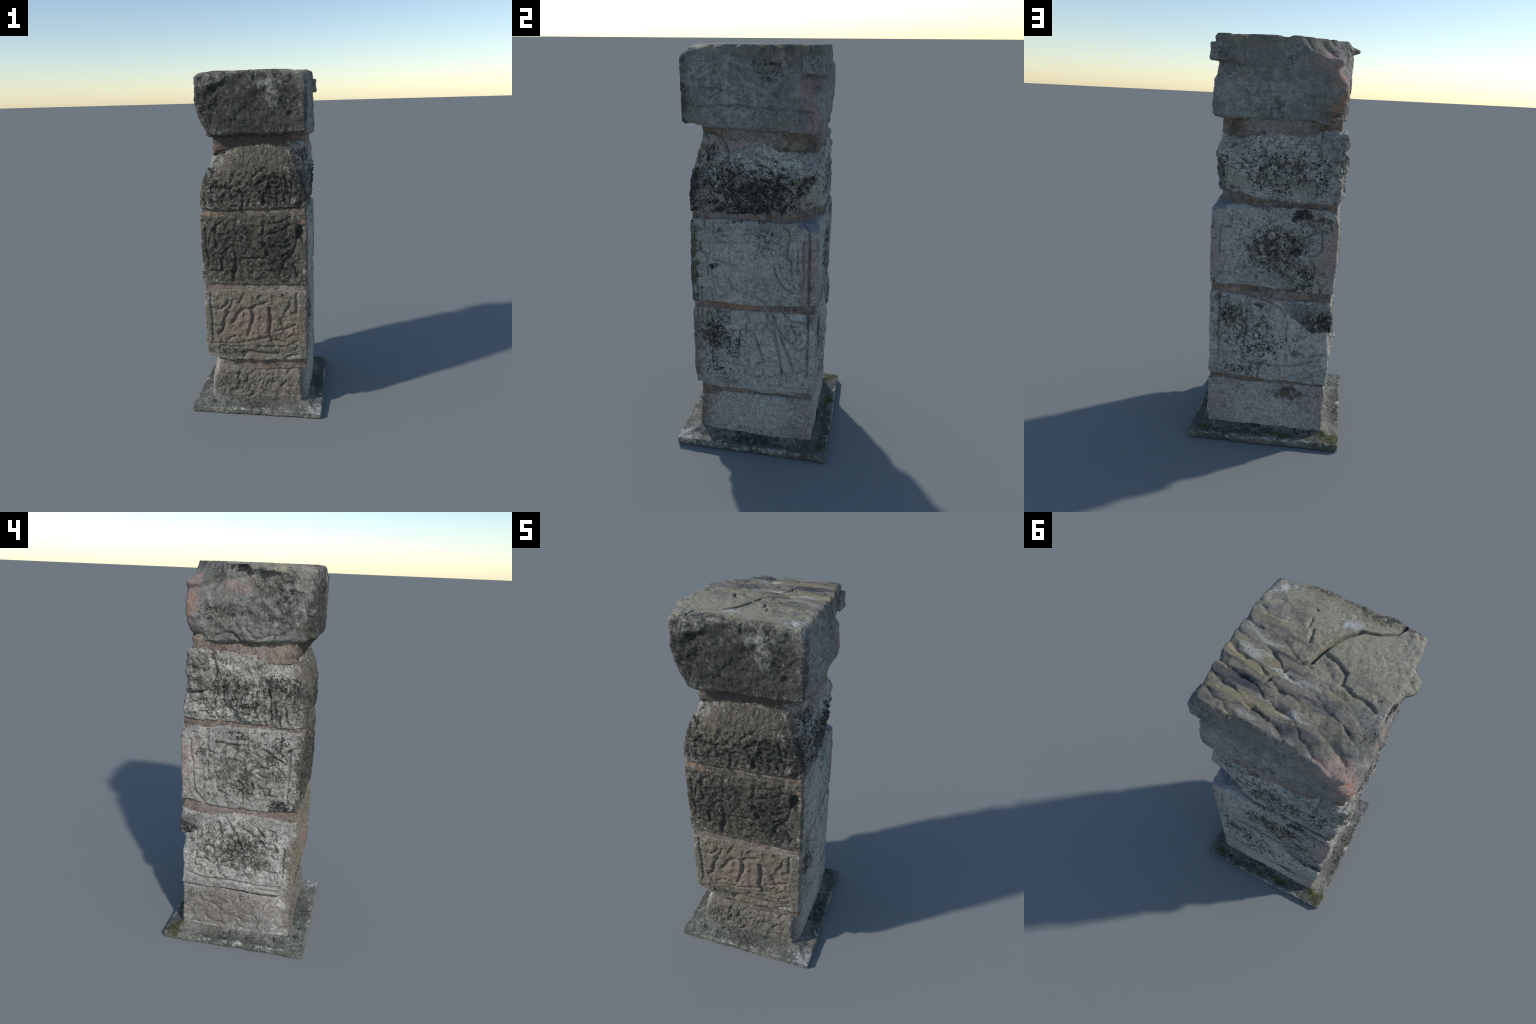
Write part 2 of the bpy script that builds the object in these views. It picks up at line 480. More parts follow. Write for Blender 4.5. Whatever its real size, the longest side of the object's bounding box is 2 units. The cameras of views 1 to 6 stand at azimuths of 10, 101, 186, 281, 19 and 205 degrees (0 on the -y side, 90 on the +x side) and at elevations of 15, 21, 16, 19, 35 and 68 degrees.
capital.shape('back', 0.285, 1.865, 0.07, 0.022, -0.022, 3)
for u, v, r, d in ((-0.20, 1.90, 0.030, -0.010), (-0.245, 1.86, 0.022, -0.010), (0.09, 1.955, 0.014, -0.009), (0.15, 1.96, 0.013, -0.008),
                   (0.235, 1.955, 0.016, -0.010), (-0.19, 1.815, 0.03, -0.006), (-0.255, 1.73, 0.012, -0.008), (-0.13, 1.735, 0.012, -0.007),
                   (0.21, 1.77, 0.012, -0.007), (-0.03, 1.85, 0.05, -0.005), (0.21, 1.89, 0.03, -0.005), (-0.08, 1.93, 0.04, -0.005),
                   (0.05, 1.905, 0.02, 0.006), (-0.16, 1.945, 0.03, 0.006), (0.12, 1.82, 0.05, 0.006), (-0.13, 1.79, 0.04, 0.006)):
    capital.shape('front', u, v, 1.15 * r, 1.15 * r, 1.7 * d)
for u, v, r, d in ((-0.23, 1.86, 0.035, 0.007), (-0.18, 1.93, 0.03, 0.006), (-0.19, 1.70, 0.03, 0.006), (0.10, 1.90, 0.03, -0.006),
                   (-0.22, 1.76, 0.03, 0.005), (0.0, 1.70, 0.08, 0.004), (0.02, 1.93, 0.05, 0.004)):
    capital.shape('right', u, v, r, r, d)


for _ in range(26):        # soft weathering hollows over the capital's faces
    capital.shape(('front', 'front', 'left', 'right', 'back')[rng.integers(5)], rng.uniform(-0.27, 0.27), rng.uniform(1.70, 1.95), rng.uniform(0.02, 0.05), rng.uniform(0.014, 0.035), rng.uniform(-0.007, 0.006), 2.0, rng.uniform(-1, 1))
capital.shape('right', 0.265, 1.92, 0.07, 0.07, -0.014)


def capital_top(x, y):
    # slanting strata on the +x +y half, a stepped crack, the broken back-left corner
    along = 0.93 * x - 0.36 * y
    across = 0.36 * x + 0.93 * y
    P = np.stack([x * 3, y * 3, x * 0], 1)
    q = across + 0.05 * perlin(P * 2.2 + 5.0) + 0.012 * perlin(P * 9 + 1.0)
    q = q + 0.035 * perlin(P * 1.1 + 8.0)
    strata = np.abs(np.sin(q * math.pi / 0.062)) ** 0.7 - 0.62
    strata = strata + 1.1 * perlin(P * 6.0 + 4.0)
    zone = smooth(-0.06, 0.06, across - 0.02 + 0.10 * smooth(-0.05, 0.25, x)) * smooth(-0.32, -0.20, x)
    h = 0.020 * strata * zone * (0.75 + 1.5 * perlin(P * 2.5 + 3.0))
    h += 0.004 * perlin(P * 3.0 + 9.0) * (1 - zone) + 0.004 * zone
    h += 0.004 * smooth(0, 0.02, -(0.60 * x + 0.80 * y) - 0.05)
    s = (x + 0.08) * -0.64 + (y - 0.295) * 0.77 + 0.02 * perlin(P * 4 + 2.0)
    s = np.clip(s, 0, None)
    h -= 0.110 * (1 - np.exp(-s / 0.065)) * (1 + 0.25 * perlin(P * 5 + 7.0))
    return h - 0.001 * zone


capital.top_fn = capital_top
capital.shape('top', 0.29, -0.32, 0.10, 0.06, -0.012)
capital.shape('top', -0.32, -0.34, 0.10, 0.07, -0.018)

# upper block: front leans back under the capital, front-left arris worn away, back-right corner spalled
upper_block.profile('front', [(1.25, 0), (1.47, 0.0), (1.52, -0.004), (1.56, -0.020), (1.60, -0.036), (1.65, -0.048)], [(-0.31, 0.8), (0.0, 0.9), (0.3, 1.0)])
upper_block.profile('left', [(1.25, 0), (1.34, -0.004), (1.43, -0.030), (1.50, -0.055), (1.57, -0.085), (1.65, -0.085)],
                    [(-0.32, 1.28), (-0.22, 0.78), (-0.10, 0.42), (0.05, 0.22), (0.3, 0.15)])
upper_block.shape('right', 0.33, 1.30, 0.09, 0.11, -0.110)
upper_block.shape('back', 0.32, 1.34, 0.09, 0.10, -0.050, 3)
upper_block.shape('right', 0.33, 1.60, 0.13, 0.085, -0.125)
upper_block.shape('back', -0.18, 1.60, 0.07, 0.05, -0.030)
upper_block.shape('right', -0.34, 1.56, 0.11, 0.15, -0.092)
upper_block.shape('front', 0.33, 1.54, 0.09, 0.10, -0.028)
upper_block.shape('front', -0.29, 1.52, 0.09, 0.09, -0.072)
upper_block.shape('front', 0.0, 1.38, 0.22, 0.10, 0.013)
upper_block.shape('left', 0.0, 1.38, 0.24, 0.08, 0.013)
upper_block.shape('right', 0.0, 1.62, 0.4, 0.030, -0.014)
upper_block.shape('back', -0.05, 1.60, 0.16, 0.045, -0.026)
upper_block.shape('back', 0.31, 1.60, 0.11, 0.085, -0.085)
upper_block.shape('back', -0.31, 1.52, 0.08, 0.13, -0.036)
upper_block.relief('front', -0.29, 0.29, 1.26, 1.47, 0.0055, 0.050, 1)
upper_block.relief('left', -0.28, 0.29, 1.26, 1.46, 0.0084, 0.055, 2)
upper_block.relief('left', -0.20, 0.14, 1.44, 1.58, 0.0048, 0.09, 8)
upper_block.relief('right', -0.26, 0.26, 1.29, 1.56, 0.0064, 0.060, 3)
upper_block.relief('back', -0.24, 0.24, 1.28, 1.55, 0.0036, 0.080, 4)
middle_block.relief('front', -0.27, 0.27, 0.82, 1.21, 0.0050, 0.055, 5)
middle_block.relief('left', -0.24, 0.24, 0.82, 1.21, 0.0046, 0.065, 6)
middle_block.relief('back', -0.25, 0.26, 0.84, 1.20, 0.0048, 0.075, 7)
middle_block.relief('right', -0.27, 0.20, 0.83, 1.22, 0.0032, 0.060, 8)
lower_block.relief('front', -0.25, 0.26, 0.36, 0.75, 0.0042, 0.060, 9)
lower_block.relief('left', -0.24, 0.26, 0.38, 0.74, 0.0055, 0.060, 10)
lower_block.relief('back', -0.26, 0.24, 0.37, 0.75, 0.0054, 0.070, 11)
lower_block.relief('right', -0.27, 0.25, 0.36, 0.76, 0.0032, 0.060, 12)
base_block.relief('front', -0.27, 0.27, 0.07, 0.25, 0.0050, 0.055, 13)
base_block.relief('left', -0.25, 0.25, 0.08, 0.27, 0.0048, 0.070, 14)
base_block.relief('back', -0.25, 0.25, 0.08, 0.28, 0.0030, 0.090, 15)
capital.relief('front', -0.29, 0.28, 1.68, 1.98, 0.0040, 0.085, 16)
capital.relief('left', -0.28, 0.22, 1.66, 1.95, 0.0040, 0.090, 17)
capital.relief('right', -0.28, 0.24, 1.66, 1.97, 0.0028, 0.090, 18)
capital.relief('back', -0.2, 0.25, 1.65, 1.97, 0.0020, 0.110, 19)
upper_block.carve('left', 9, 9, (0.150, 1.600), (0.158, 1.545), (0.142, 1.500), (0.160, 1.440), (0.215, 1.400), (0.295, 1.385))
upper_block.carve('back', 9, 6, (-0.200, 1.590), (-0.205, 1.500), (-0.225, 1.430), (-0.290, 1.390))
upper_block.shape('right', 0.22, 1.41, 0.030, 0.028, -0.014)
upper_block.shape('right', 0.02, 1.36, 0.10, 0.08, -0.005)
upper_block.shape('left', 0.05, 1.30, 0.30, 0.04, 0.004)
upper_block.shape('left', -0.10, 1.47, 0.12, 0.07, -0.006)
for u, v, r, h in ((0.098, 1.350, 0.012, 0.006), (-0.09, 1.36, 0.02, 0.004)):
    upper_block.boss('front', u, v, r, h)
upper_block.boss('left', -0.075, 1.30, 0.013, 0.006)
upper_block.boss('left', -0.02, 1.275, 0.02, 0.004)

for face, u0, u1, v0, v1, count in (('front', -0.28, 0.28, 1.27, 1.42, 26), ('left', -0.27, 0.27, 1.27, 1.40, 24), ('right', -0.27, 0.27, 1.29, 1.52, 14)):
    for _ in range(count):        # worn bosses of the weathered relief
        upper_block.shape(face, rng.uniform(u0, u1), rng.uniform(v0, v1), rng.uniform(0.010, 0.024), rng.uniform(0.008, 0.018), rng.uniform(0.004, 0.009), 2.5, rng.uniform(-1, 1))

# middle block: bevelled back-right top corner, square pocket on the front, bulging back-left arris
middle_block.shape('left', 0.28, 1.05, 0.07, 0.15, 0.006)
middle_block.shape('back', 0.31, 1.25, 0.10, 0.030, -0.045)
middle_block.shape('right', 0.31, 1.25, 0.10, 0.028, -0.045)
middle_block.shape('front', 0.268, 1.120, 0.026, 0.040, -0.022, 6)
middle_block.shape('front', -0.29, 1.19, 0.03, 0.03, 0.006)
middle_block.shape('right', -0.175, 1.00, 0.016, 0.010, -0.014)
middle_block.shape('left', 0.31, 1.23, 0.05, 0.05, -0.018)
middle_block.shape('front', 0.0, 1.02, 0.22, 0.16, 0.014)
middle_block.shape('left', 0.0, 1.03, 0.22, 0.16, 0.012)
middle_block.shape('right', 0.0, 1.0, 0.24, 0.18, 0.005)
middle_block.boss('left', 0.17, 0.955, 0.020, 0.007)
middle_block.shape('front', -0.20, 0.90, 0.045, 0.05, 0.005)
middle_block.shape('front', 0.17, 1.08, 0.06, 0.10, 0.004)

for face, u0, u1, v0, v1, count, top in (('front', -0.27, 0.24, 0.84, 1.19, 46, 0.008), ('left', -0.24, 0.20, 0.86, 1.18, 24, 0.005), ('back', -0.2, 0.24, 0.86, 1.15, 20, 0.005)):
    for _ in range(count):
        middle_block.shape(face, rng.uniform(u0, u1), rng.uniform(v0, v1), rng.uniform(0.010, 0.026), rng.uniform(0.009, 0.022), rng.uniform(0.3, 1.0) * top, 2.5, rng.uniform(-1, 1))

# lower block
for face, u0, u1, v0, v1, count, top in (('front', -0.24, 0.24, 0.40, 0.74, 22, 0.005), ('left', -0.24, 0.26, 0.42, 0.72, 26, 0.007), ('back', -0.24, 0.22, 0.40, 0.74, 22, 0.006)):
    for _ in range(count):
        lower_block.shape(face, rng.uniform(u0, u1), rng.uniform(v0, v1), rng.uniform(0.010, 0.030), rng.uniform(0.009, 0.022), rng.uniform(0.3, 1.0) * top, 2.5, rng.uniform(-1, 1))
lower_block.shape('left', 0.31, 0.585, 0.06, 0.045, -0.014)
lower_block.shape('back', -0.31, 0.57, 0.06, 0.06, -0.016)
lower_block.shape('back', -0.31, 0.44, 0.05, 0.05, -0.010)
lower_block.shape('front', -0.30, 0.345, 0.05, 0.03, -0.014)
lower_block.shape('front', 0.10, 0.35, 0.25, 0.03, -0.008)
lower_block.shape('left', -0.30, 0.33, 0.06, 0.03, -0.016)
lower_block.shape('left', 0.0, 0.45, 0.24, 0.11, 0.012)
lower_block.shape('front', 0.0, 0.60, 0.24, 0.16, 0.009)
lower_block.shape('back', 0.0, 0.44, 0.22, 0.11, 0.011)
lower_block.shape('right', 0.0, 0.55, 0.24, 0.18, 0.005)
lower_block.boss('front', -0.245, 0.685, 0.030, 0.003)
lower_block.shape('front', -0.04, 0.55, 0.035, 0.06, 0.004)
lower_block.shape('front', 0.05, 0.55, 0.035, 0.06, 0.004)

# base block: sloping battered front, plastered front-left corner, spalled upper front edge
base_block.profile('front', [(0.03, 0.012), (0.06, 0.002), (0.15, 0.0), (0.23, -0.006), (0.27, -0.026), (0.32, -0.030)], [(-0.3, 1), (0.3, 1)])
base_block.profile('left', [(0.03, 0), (0.14, 0.0), (0.20, -0.022), (0.26, -0.050), (0.30, -0.078), (0.33, -0.08)], [(-0.31, 1.0), (-0.22, 0.65), (-0.12, 0.30), (0.0, 0.0)])
for face, count, top in (('front', 30, 0.009), ('left', 18, 0.006), ('back', 10, 0.004)):
    for _ in range(count):
        base_block.shape(face, rng.uniform(-0.26, 0.26), rng.uniform(0.08, 0.25), rng.uniform(0.012, 0.034), rng.uniform(0.009, 0.022), rng.uniform(-1.0, 1.0) * top, 2.5, rng.uniform(-1, 1))
base_block.shape('front', 0.14, 0.262, 0.09, 0.018, -0.010, 4)
base_block.shape('right', -0.31, 0.29, 0.06, 0.05, -0.022)
base_block.shape('right', -0.31, 0.17, 0.10, 0.14, -0.045)
base_block.shape('left', -0.31, 0.15, 0.08, 0.14, -0.030)
base_block.shape('left', 0.0, 0.04, 0.4, 0.015, 0.004)

# ------------------------------------------------------------------ chiselled relief lines (width mm, depth mm, points)
# --- capital: weathered bosses, cracks and worn scrolls
capital.carve('front', 6, 7, (0.044, 1.984), (0.031, 1.964), (0.023, 1.938))
capital.carve('front', 10, 5, (-0.286, 1.906), (-0.275, 1.882), (-0.283, 1.859))
capital.carve('front', 8, 4, (-0.286, 1.786), (-0.263, 1.804))
capital.carve('front', 9, 5, (-0.204, 1.898), (-0.178, 1.915), (-0.153, 1.920))
capital.carve('right', 5, 5, (-0.255, 1.743), (-0.226, 1.744), (-0.162, 1.751), (-0.094, 1.753))
capital.carve('right', 5, 5, (-0.094, 1.753), (-0.015, 1.747), (0.063, 1.741), (0.129, 1.738), (0.206, 1.735), (0.260, 1.731))
capital.carve('right', 8, 6, (-0.272, 1.870), (-0.239, 1.853), (-0.213, 1.858))
capital.carve('right', 7, 6, (-0.107, 1.925), (-0.086, 1.910), (-0.058, 1.895))
capital.carve('right', 6, 4, (-0.246, 1.821), (-0.194, 1.819), (-0.138, 1.813))
capital.carve('right', 8, 2.5, (-0.003, 1.808), (0.035, 1.814), (0.123, 1.819), (0.182, 1.818))
capital.carve('right', 6, 5, (0.137, 1.935), (0.161, 1.911))
capital.carve('right', 6, 4, (0.105, 1.892), (0.141, 1.878))
capital.carve('right', 8, 4, (-0.192, 1.718), (-0.152, 1.703), (-0.141, 1.681))
capital.carve('right', 7, 4, (-0.090, 1.955), (-0.057, 1.945))
capital.carve('right', 6, 3, (0.007, 1.729), (-0.004, 1.664))
capital.carve('right', 5, 3, (0.260, 1.726), (0.260, 1.652))
capital.carve('right', 6, 3, (-0.191, 1.913), (-0.164, 1.888), (-0.181, 1.872))
capital.carve('back', 5, 2.5, (0.259, 1.870), (0.188, 1.859), (0.107, 1.865), (0.026, 1.860))
capital.carve('back', 5, 2.5, (0.068, 1.751), (-0.037, 1.753), (-0.152, 1.764), (-0.255, 1.763))
capital.carve('back', 8, 4, (-0.003, 1.727), (0.007, 1.704), (-0.017, 1.682), (-0.040, 1.695), (-0.039, 1.717))
capital.carve('back', 5, 2, (0.163, 1.987), (0.157, 1.879))
capital.carve('back', 7, 2.5, (0.100, 1.682), (0.065, 1.673), (0.017, 1.669))
capital.carve('back', 6, 2, (0.060, 1.845), (-0.007, 1.886), (-0.052, 1.904))
capital.carve('left', 7, 8, (0.195, 1.651), (0.167, 1.673), (0.117, 1.685), (0.080, 1.681), (0.057, 1.659), (0.048, 1.645))
capital.carve('left', 7, 5, (0.002, 1.738), (0.006, 1.703), (-0.019, 1.667), (-0.062, 1.661))
capital.carve('left', 7, 5, (-0.062, 1.661), (-0.104, 1.675), (-0.146, 1.675), (-0.193, 1.692), (-0.216, 1.710))
capital.carve('left', 6, 6, (-0.172, 1.920), (-0.192, 1.912), (-0.215, 1.911))
capital.carve('left', 10, 4, (0.174, 1.758), (0.100, 1.759), (0.051, 1.759), (-0.009, 1.773))
capital.carve('left', 8, 3, (-0.035, 1.740), (-0.060, 1.724), (-0.055, 1.695))
capital.carve('left', 8, 4, (0.158, 1.940), (0.091, 1.920), (0.020, 1.926), (-0.051, 1.943))
capital.carve('left', 8, 4, (-0.243, 1.752), (-0.277, 1.771), (-0.293, 1.788))
capital.carve('top', 5, 13, (-0.222, -0.311), (-0.204, -0.267), (-0.156, -0.237), (-0.090, -0.220))
capital.carve('top', 6, 20, (-0.090, -0.220), (-0.046, -0.169), (-0.023, -0.126), (-0.001, -0.070), (0.008, -0.025))
capital.carve('top', 5, 9, (0.008, -0.025), (0.042, 0.004), (0.069, 0.047), (0.098, 0.085), (0.107, 0.125))
capital.carve('top', 7, 8, (-0.011, -0.075), (-0.063, -0.068), (-0.114, -0.038), (-0.123, 0.007), (-0.175, 0.028), (-0.230, 0.032), (-0.261, 0.049))
capital.carve('top', 6, 6, (0.086, -0.181), (0.084, -0.152))
capital.carve('top', 6, 6, (0.062, -0.140), (0.054, -0.099))
capital.carve('top', 5, 6, (0.093, -0.228), (0.088, -0.226))
# --- upper shaft block
upper_block.carve('front', 6, 6, (-0.029, 1.453), (0.005, 1.430), (0.044, 1.453), (0.092, 1.478), (0.113, 1.465))
upper_block.carve('front', 6, 6, (0.108, 1.421), (0.155, 1.418))
upper_block.carve('front', 6, 6, (0.107, 1.395), (0.154, 1.393))
upper_block.carve('front', 6, 6, (0.103, 1.372), (0.154, 1.369))
upper_block.carve('front', 5, 5, (0.180, 1.418), (0.177, 1.350))
upper_block.carve('front', 5, 5, (0.210, 1.414), (0.205, 1.337))
upper_block.carve('front', 5, 5, (0.240, 1.414), (0.235, 1.350))
upper_block.carve('front', 6, 6, (0.168, 1.427), (0.164, 1.350))
upper_block.carve('front', 6, 5, (-0.272, 1.333), (-0.270, 1.280))
upper_block.carve('front', 6, 5, (-0.166, 1.315), (-0.177, 1.258))
upper_block.carve('front', 6, 6, (-0.055, 1.342), (-0.057, 1.263))
upper_block.carve('front', 6, 6, (0.072, 1.342), (0.062, 1.281))
upper_block.carve('front', 6, 5, (0.149, 1.307), (0.131, 1.272))
upper_block.carve('front', 7, 4, (-0.266, 1.361), (-0.208, 1.368), (-0.155, 1.363))
upper_block.carve('front', 6, 5, (-0.116, 1.350), (-0.068, 1.348))
upper_block.carve('front', 6, 5, (-0.131, 1.411), (-0.119, 1.376), (-0.129, 1.350))
upper_block.carve('front', 6, 5, (-0.027, 1.393), (0.003, 1.380), (0.030, 1.393))
upper_block.carve('front', 7, 6, (0.043, 1.397), (0.078, 1.414), (0.091, 1.436))
upper_block.carve('front', 5, 4, (-0.025, 1.298), (-0.017, 1.272))
upper_block.carve('front', 5, 4, (0.088, 1.316), (0.123, 1.307), (0.140, 1.316))
upper_block.carve('front', 5, 4, (0.183, 1.324), (0.187, 1.281))
upper_block.carve('front', 6, 5, (0.222, 1.324), (0.217, 1.281))
upper_block.carve('right', 6, 6, (-0.083, 1.455), (-0.091, 1.420), (-0.075, 1.390), (-0.040, 1.379))
upper_block.carve('right', 6, 6, (-0.067, 1.514), (-0.030, 1.540), (0.013, 1.548), (0.061, 1.535), (0.095, 1.524))
upper_block.carve('right', 11, 9, (0.013, 1.507), (0.061, 1.484), (0.100, 1.447), (0.131, 1.410), (0.162, 1.355))
upper_block.carve('right', 7, 8, (-0.164, 1.610), (-0.134, 1.577), (-0.117, 1.544), (-0.122, 1.518), (-0.147, 1.500), (-0.155, 1.452), (-0.137, 1.435))
upper_block.carve('right', 5, 5, (-0.150, 1.461), (-0.092, 1.461))
upper_block.carve('right', 5, 5, (-0.137, 1.435), (-0.097, 1.420))
upper_block.carve('right', 6, 7, (0.121, 1.485), (0.160, 1.480), (0.194, 1.476))
upper_block.carve('right', 6, 7, (0.130, 1.462), (0.202, 1.463))
upper_block.carve('right', 6, 7, (0.147, 1.446), (0.204, 1.418))
upper_block.carve('right', 6, 7, (0.144, 1.420), (0.196, 1.388))
upper_block.carve('right', 6, 6, (-0.254, 1.326), (-0.208, 1.319))
upper_block.carve('right', 5, 4, (-0.153, 1.350), (-0.146, 1.323), (-0.163, 1.299))
upper_block.carve('right', 4, 4, (-0.159, 1.286), (-0.145, 1.298), (-0.131, 1.288), (-0.141, 1.269), (-0.157, 1.272))
upper_block.carve('right', 5, 4, (-0.043, 1.562), (-0.017, 1.576), (0.013, 1.583))
upper_block.carve('right', 9, 7, (0.081, 1.627), (0.092, 1.607), (0.103, 1.591))
upper_block.carve('right', 7, 6, (0.040, 1.405), (0.070, 1.420), (0.109, 1.405))
upper_block.carve('right', 6, 5, (-0.065, 1.474), (-0.030, 1.467), (-0.013, 1.442))
upper_block.carve('right', 6, 5, (-0.040, 1.379), (-0.005, 1.354), (0.040, 1.361))
upper_block.carve('right', 8, 6, (0.228, 1.454), (0.254, 1.438), (0.283, 1.449))
upper_block.carve('right', 7, 5, (0.119, 1.317), (0.146, 1.292))
upper_block.carve('right', 6, 5, (-0.223, 1.413), (-0.183, 1.406), (-0.170, 1.380))
upper_block.carve('right', 6, 5, (-0.242, 1.390), (-0.230, 1.345))
upper_block.carve('back', 7, 5, (0.246, 1.500), (0.219, 1.515), (0.188, 1.530), (0.157, 1.545))
upper_block.carve('back', 7, 5, (0.232, 1.475), (0.191, 1.495), (0.146, 1.510))
upper_block.carve('back', 6, 4, (-0.033, 1.512), (-0.056, 1.496), (-0.048, 1.478))
upper_block.carve('back', 6, 3, (-0.091, 1.418), (-0.085, 1.364), (-0.092, 1.329))
upper_block.carve('back', 6, 3, (0.118, 1.459), (0.082, 1.479), (0.055, 1.485))
upper_block.carve('back', 6, 3, (-0.027, 1.352), (-0.059, 1.345))
upper_block.carve('back', 5, 3, (-0.142, 1.617), (-0.149, 1.579))
upper_block.carve('left', 6, 6, (0.147, 1.420), (0.152, 1.377), (0.139, 1.344))
upper_block.carve('left', 7, 7, (0.106, 1.423), (0.101, 1.372), (0.080, 1.330), (0.094, 1.286), (0.110, 1.255))
upper_block.carve('left', 7, 7, (0.075, 1.331), (0.040, 1.286), (0.001, 1.260), (-0.048, 1.248))
upper_block.carve('left', 7, 8, (0.042, 1.362), (-0.015, 1.369), (-0.062, 1.383), (-0.099, 1.381))
upper_block.carve('left', 6, 6, (-0.067, 1.367), (-0.059, 1.328), (-0.074, 1.310))
upper_block.carve('left', 5, 6, (-0.075, 1.291), (-0.087, 1.283), (-0.099, 1.293))
upper_block.carve('left', 7, 7, (-0.009, 1.256), (-0.022, 1.287), (-0.041, 1.298))
upper_block.carve('left', 7, 8, (-0.135, 1.419), (-0.140, 1.368), (-0.143, 1.307), (-0.146, 1.250))
upper_block.carve('left', 6, 6, (-0.189, 1.325), (-0.191, 1.254))
upper_block.carve('left', 6, 6, (-0.216, 1.342), (-0.222, 1.276))
upper_block.carve('left', 6, 6, (0.232, 1.356), (0.232, 1.329), (0.193, 1.333))
upper_block.carve('left', 6, 6, (0.207, 1.295), (0.172, 1.288), (0.152, 1.271))
upper_block.carve('left', 8, 6, (0.282, 1.313), (0.242, 1.340), (0.188, 1.355))
upper_block.carve('left', 6, 5, (0.051, 1.328), (0.021, 1.287), (0.031, 1.282))
upper_block.carve('left', 6, 5, (0.003, 1.337), (-0.035, 1.326))
upper_block.carve('left', 6, 5, (-0.113, 1.280), (-0.124, 1.257))
upper_block.carve('left', 7, 5, (0.021, 1.434), (0.010, 1.407), (-0.022, 1.419))
upper_block.carve('left', 6, 4, (-0.163, 1.412), (-0.202, 1.378), (-0.249, 1.373))
upper_block.carve('left', 6, 5, (-0.161, 1.365), (-0.170, 1.290))
# --- middle shaft block
middle_block.carve('front', 6, 6, (-0.276, 1.136), (-0.279, 1.031), (-0.268, 0.976), (-0.266, 0.915))
middle_block.carve('front', 6, 7, (-0.226, 1.132), (-0.217, 1.027))
middle_block.carve('front', 6, 5, (-0.212, 1.154), (-0.170, 1.182))
middle_block.carve('front', 7, 7, (-0.154, 1.010), (-0.117, 1.038), (-0.095, 1.029))
middle_block.carve('front', 7, 7, (-0.184, 0.954), (-0.186, 0.893), (-0.210, 0.869), (-0.247, 0.883), (-0.259, 0.911))
middle_block.carve('front', 7, 8, (-0.102, 0.956), (-0.106, 0.918), (-0.111, 0.881), (-0.125, 0.820))
middle_block.carve('front', 6, 5, (-0.080, 0.942), (-0.070, 0.956), (-0.043, 0.961), (0.055, 0.963))
middle_block.carve('front', 8, 7, (0.064, 1.170), (0.059, 1.117), (0.066, 1.045), (0.083, 0.991))
middle_block.carve('front', 6, 6, (0.086, 1.162), (0.147, 1.171), (0.213, 1.206))
middle_block.carve('front', 6, 6, (0.085, 1.108), (0.138, 1.113), (0.212, 1.158))
middle_block.carve('front', 6, 5, (0.097, 1.064), (0.168, 1.056), (0.225, 1.083))
middle_block.carve('front', 6, 5, (0.106, 1.032), (0.180, 1.029), (0.229, 1.056))
middle_block.carve('front', 7, 7, (0.246, 1.075), (0.237, 1.016), (0.211, 0.980), (0.179, 0.947), (0.152, 0.873))
middle_block.carve('front', 6, 6, (0.179, 0.902), (0.201, 0.874), (0.214, 0.852))
middle_block.carve('front', 6, 5, (-0.192, 1.091), (-0.155, 1.105), (-0.109, 1.133))
middle_block.carve('front', 6, 5, (-0.092, 1.124), (-0.057, 1.093), (-0.067, 1.061))
middle_block.carve('front', 6, 5, (-0.030, 1.116), (-0.004, 1.071), (0.035, 1.054))
middle_block.carve('front', 6, 4, (-0.065, 0.845), (-0.056, 0.836))
middle_block.carve('front', 6, 5, (0.228, 0.912), (0.254, 0.876), (0.245, 0.839))
middle_block.carve('front', 6, 5, (0.067, 0.885), (0.116, 0.882))
middle_block.carve('front', 6, 4, (-0.256, 1.086), (-0.263, 1.031))
middle_block.carve('front', 6, 4, (-0.033, 1.007), (0.012, 1.013), (0.047, 0.995))
middle_block.carve('right', 5, 5, (-0.232, 1.231), (-0.232, 1.165))
middle_block.carve('right', 5, 6, (-0.188, 1.215), (-0.192, 1.163), (-0.181, 1.142), (-0.162, 1.153), (-0.129, 1.158))
middle_block.carve('right', 4, 4, (-0.187, 1.181), (-0.161, 1.183), (-0.138, 1.181))
middle_block.carve('right', 5, 6, (-0.171, 1.143), (-0.163, 1.122), (-0.116, 1.124), (-0.102, 1.108))
middle_block.carve('right', 4, 4, (-0.107, 1.122), (-0.051, 1.128), (0.013, 1.138))
middle_block.carve('right', 5, 5, (0.018, 1.127), (0.036, 1.095), (0.054, 1.072))
middle_block.carve('right', 4, 4, (-0.112, 1.102), (-0.111, 1.025))
middle_block.carve('right', 5, 7, (-0.188, 1.036), (-0.146, 1.027), (-0.118, 1.012), (-0.085, 1.012))
middle_block.carve('right', 5, 6, (-0.254, 1.120), (-0.254, 1.077), (-0.224, 1.042), (-0.223, 0.991), (-0.222, 0.946))
middle_block.carve('right', 5, 7, (0.156, 1.221), (0.170, 1.194), (0.173, 1.157), (0.162, 1.105), (0.161, 1.067), (0.181, 1.052))
middle_block.carve('right', 6, 8, (0.261, 1.232), (0.267, 1.104), (0.267, 0.960), (0.269, 0.837))
middle_block.carve('right', 5, 5, (0.237, 1.148), (0.243, 0.958), (0.235, 0.908))
middle_block.carve('right', 5, 4, (0.211, 1.109), (0.214, 0.994))
middle_block.carve('right', 5, 5, (0.182, 1.049), (0.188, 0.938), (0.203, 0.915))
middle_block.carve('right', 5, 7, (0.100, 1.023), (0.115, 0.966), (0.138, 0.929), (0.162, 0.906), (0.189, 0.894))
middle_block.carve('right', 5, 5, (0.125, 1.035), (0.142, 0.978), (0.179, 0.937))
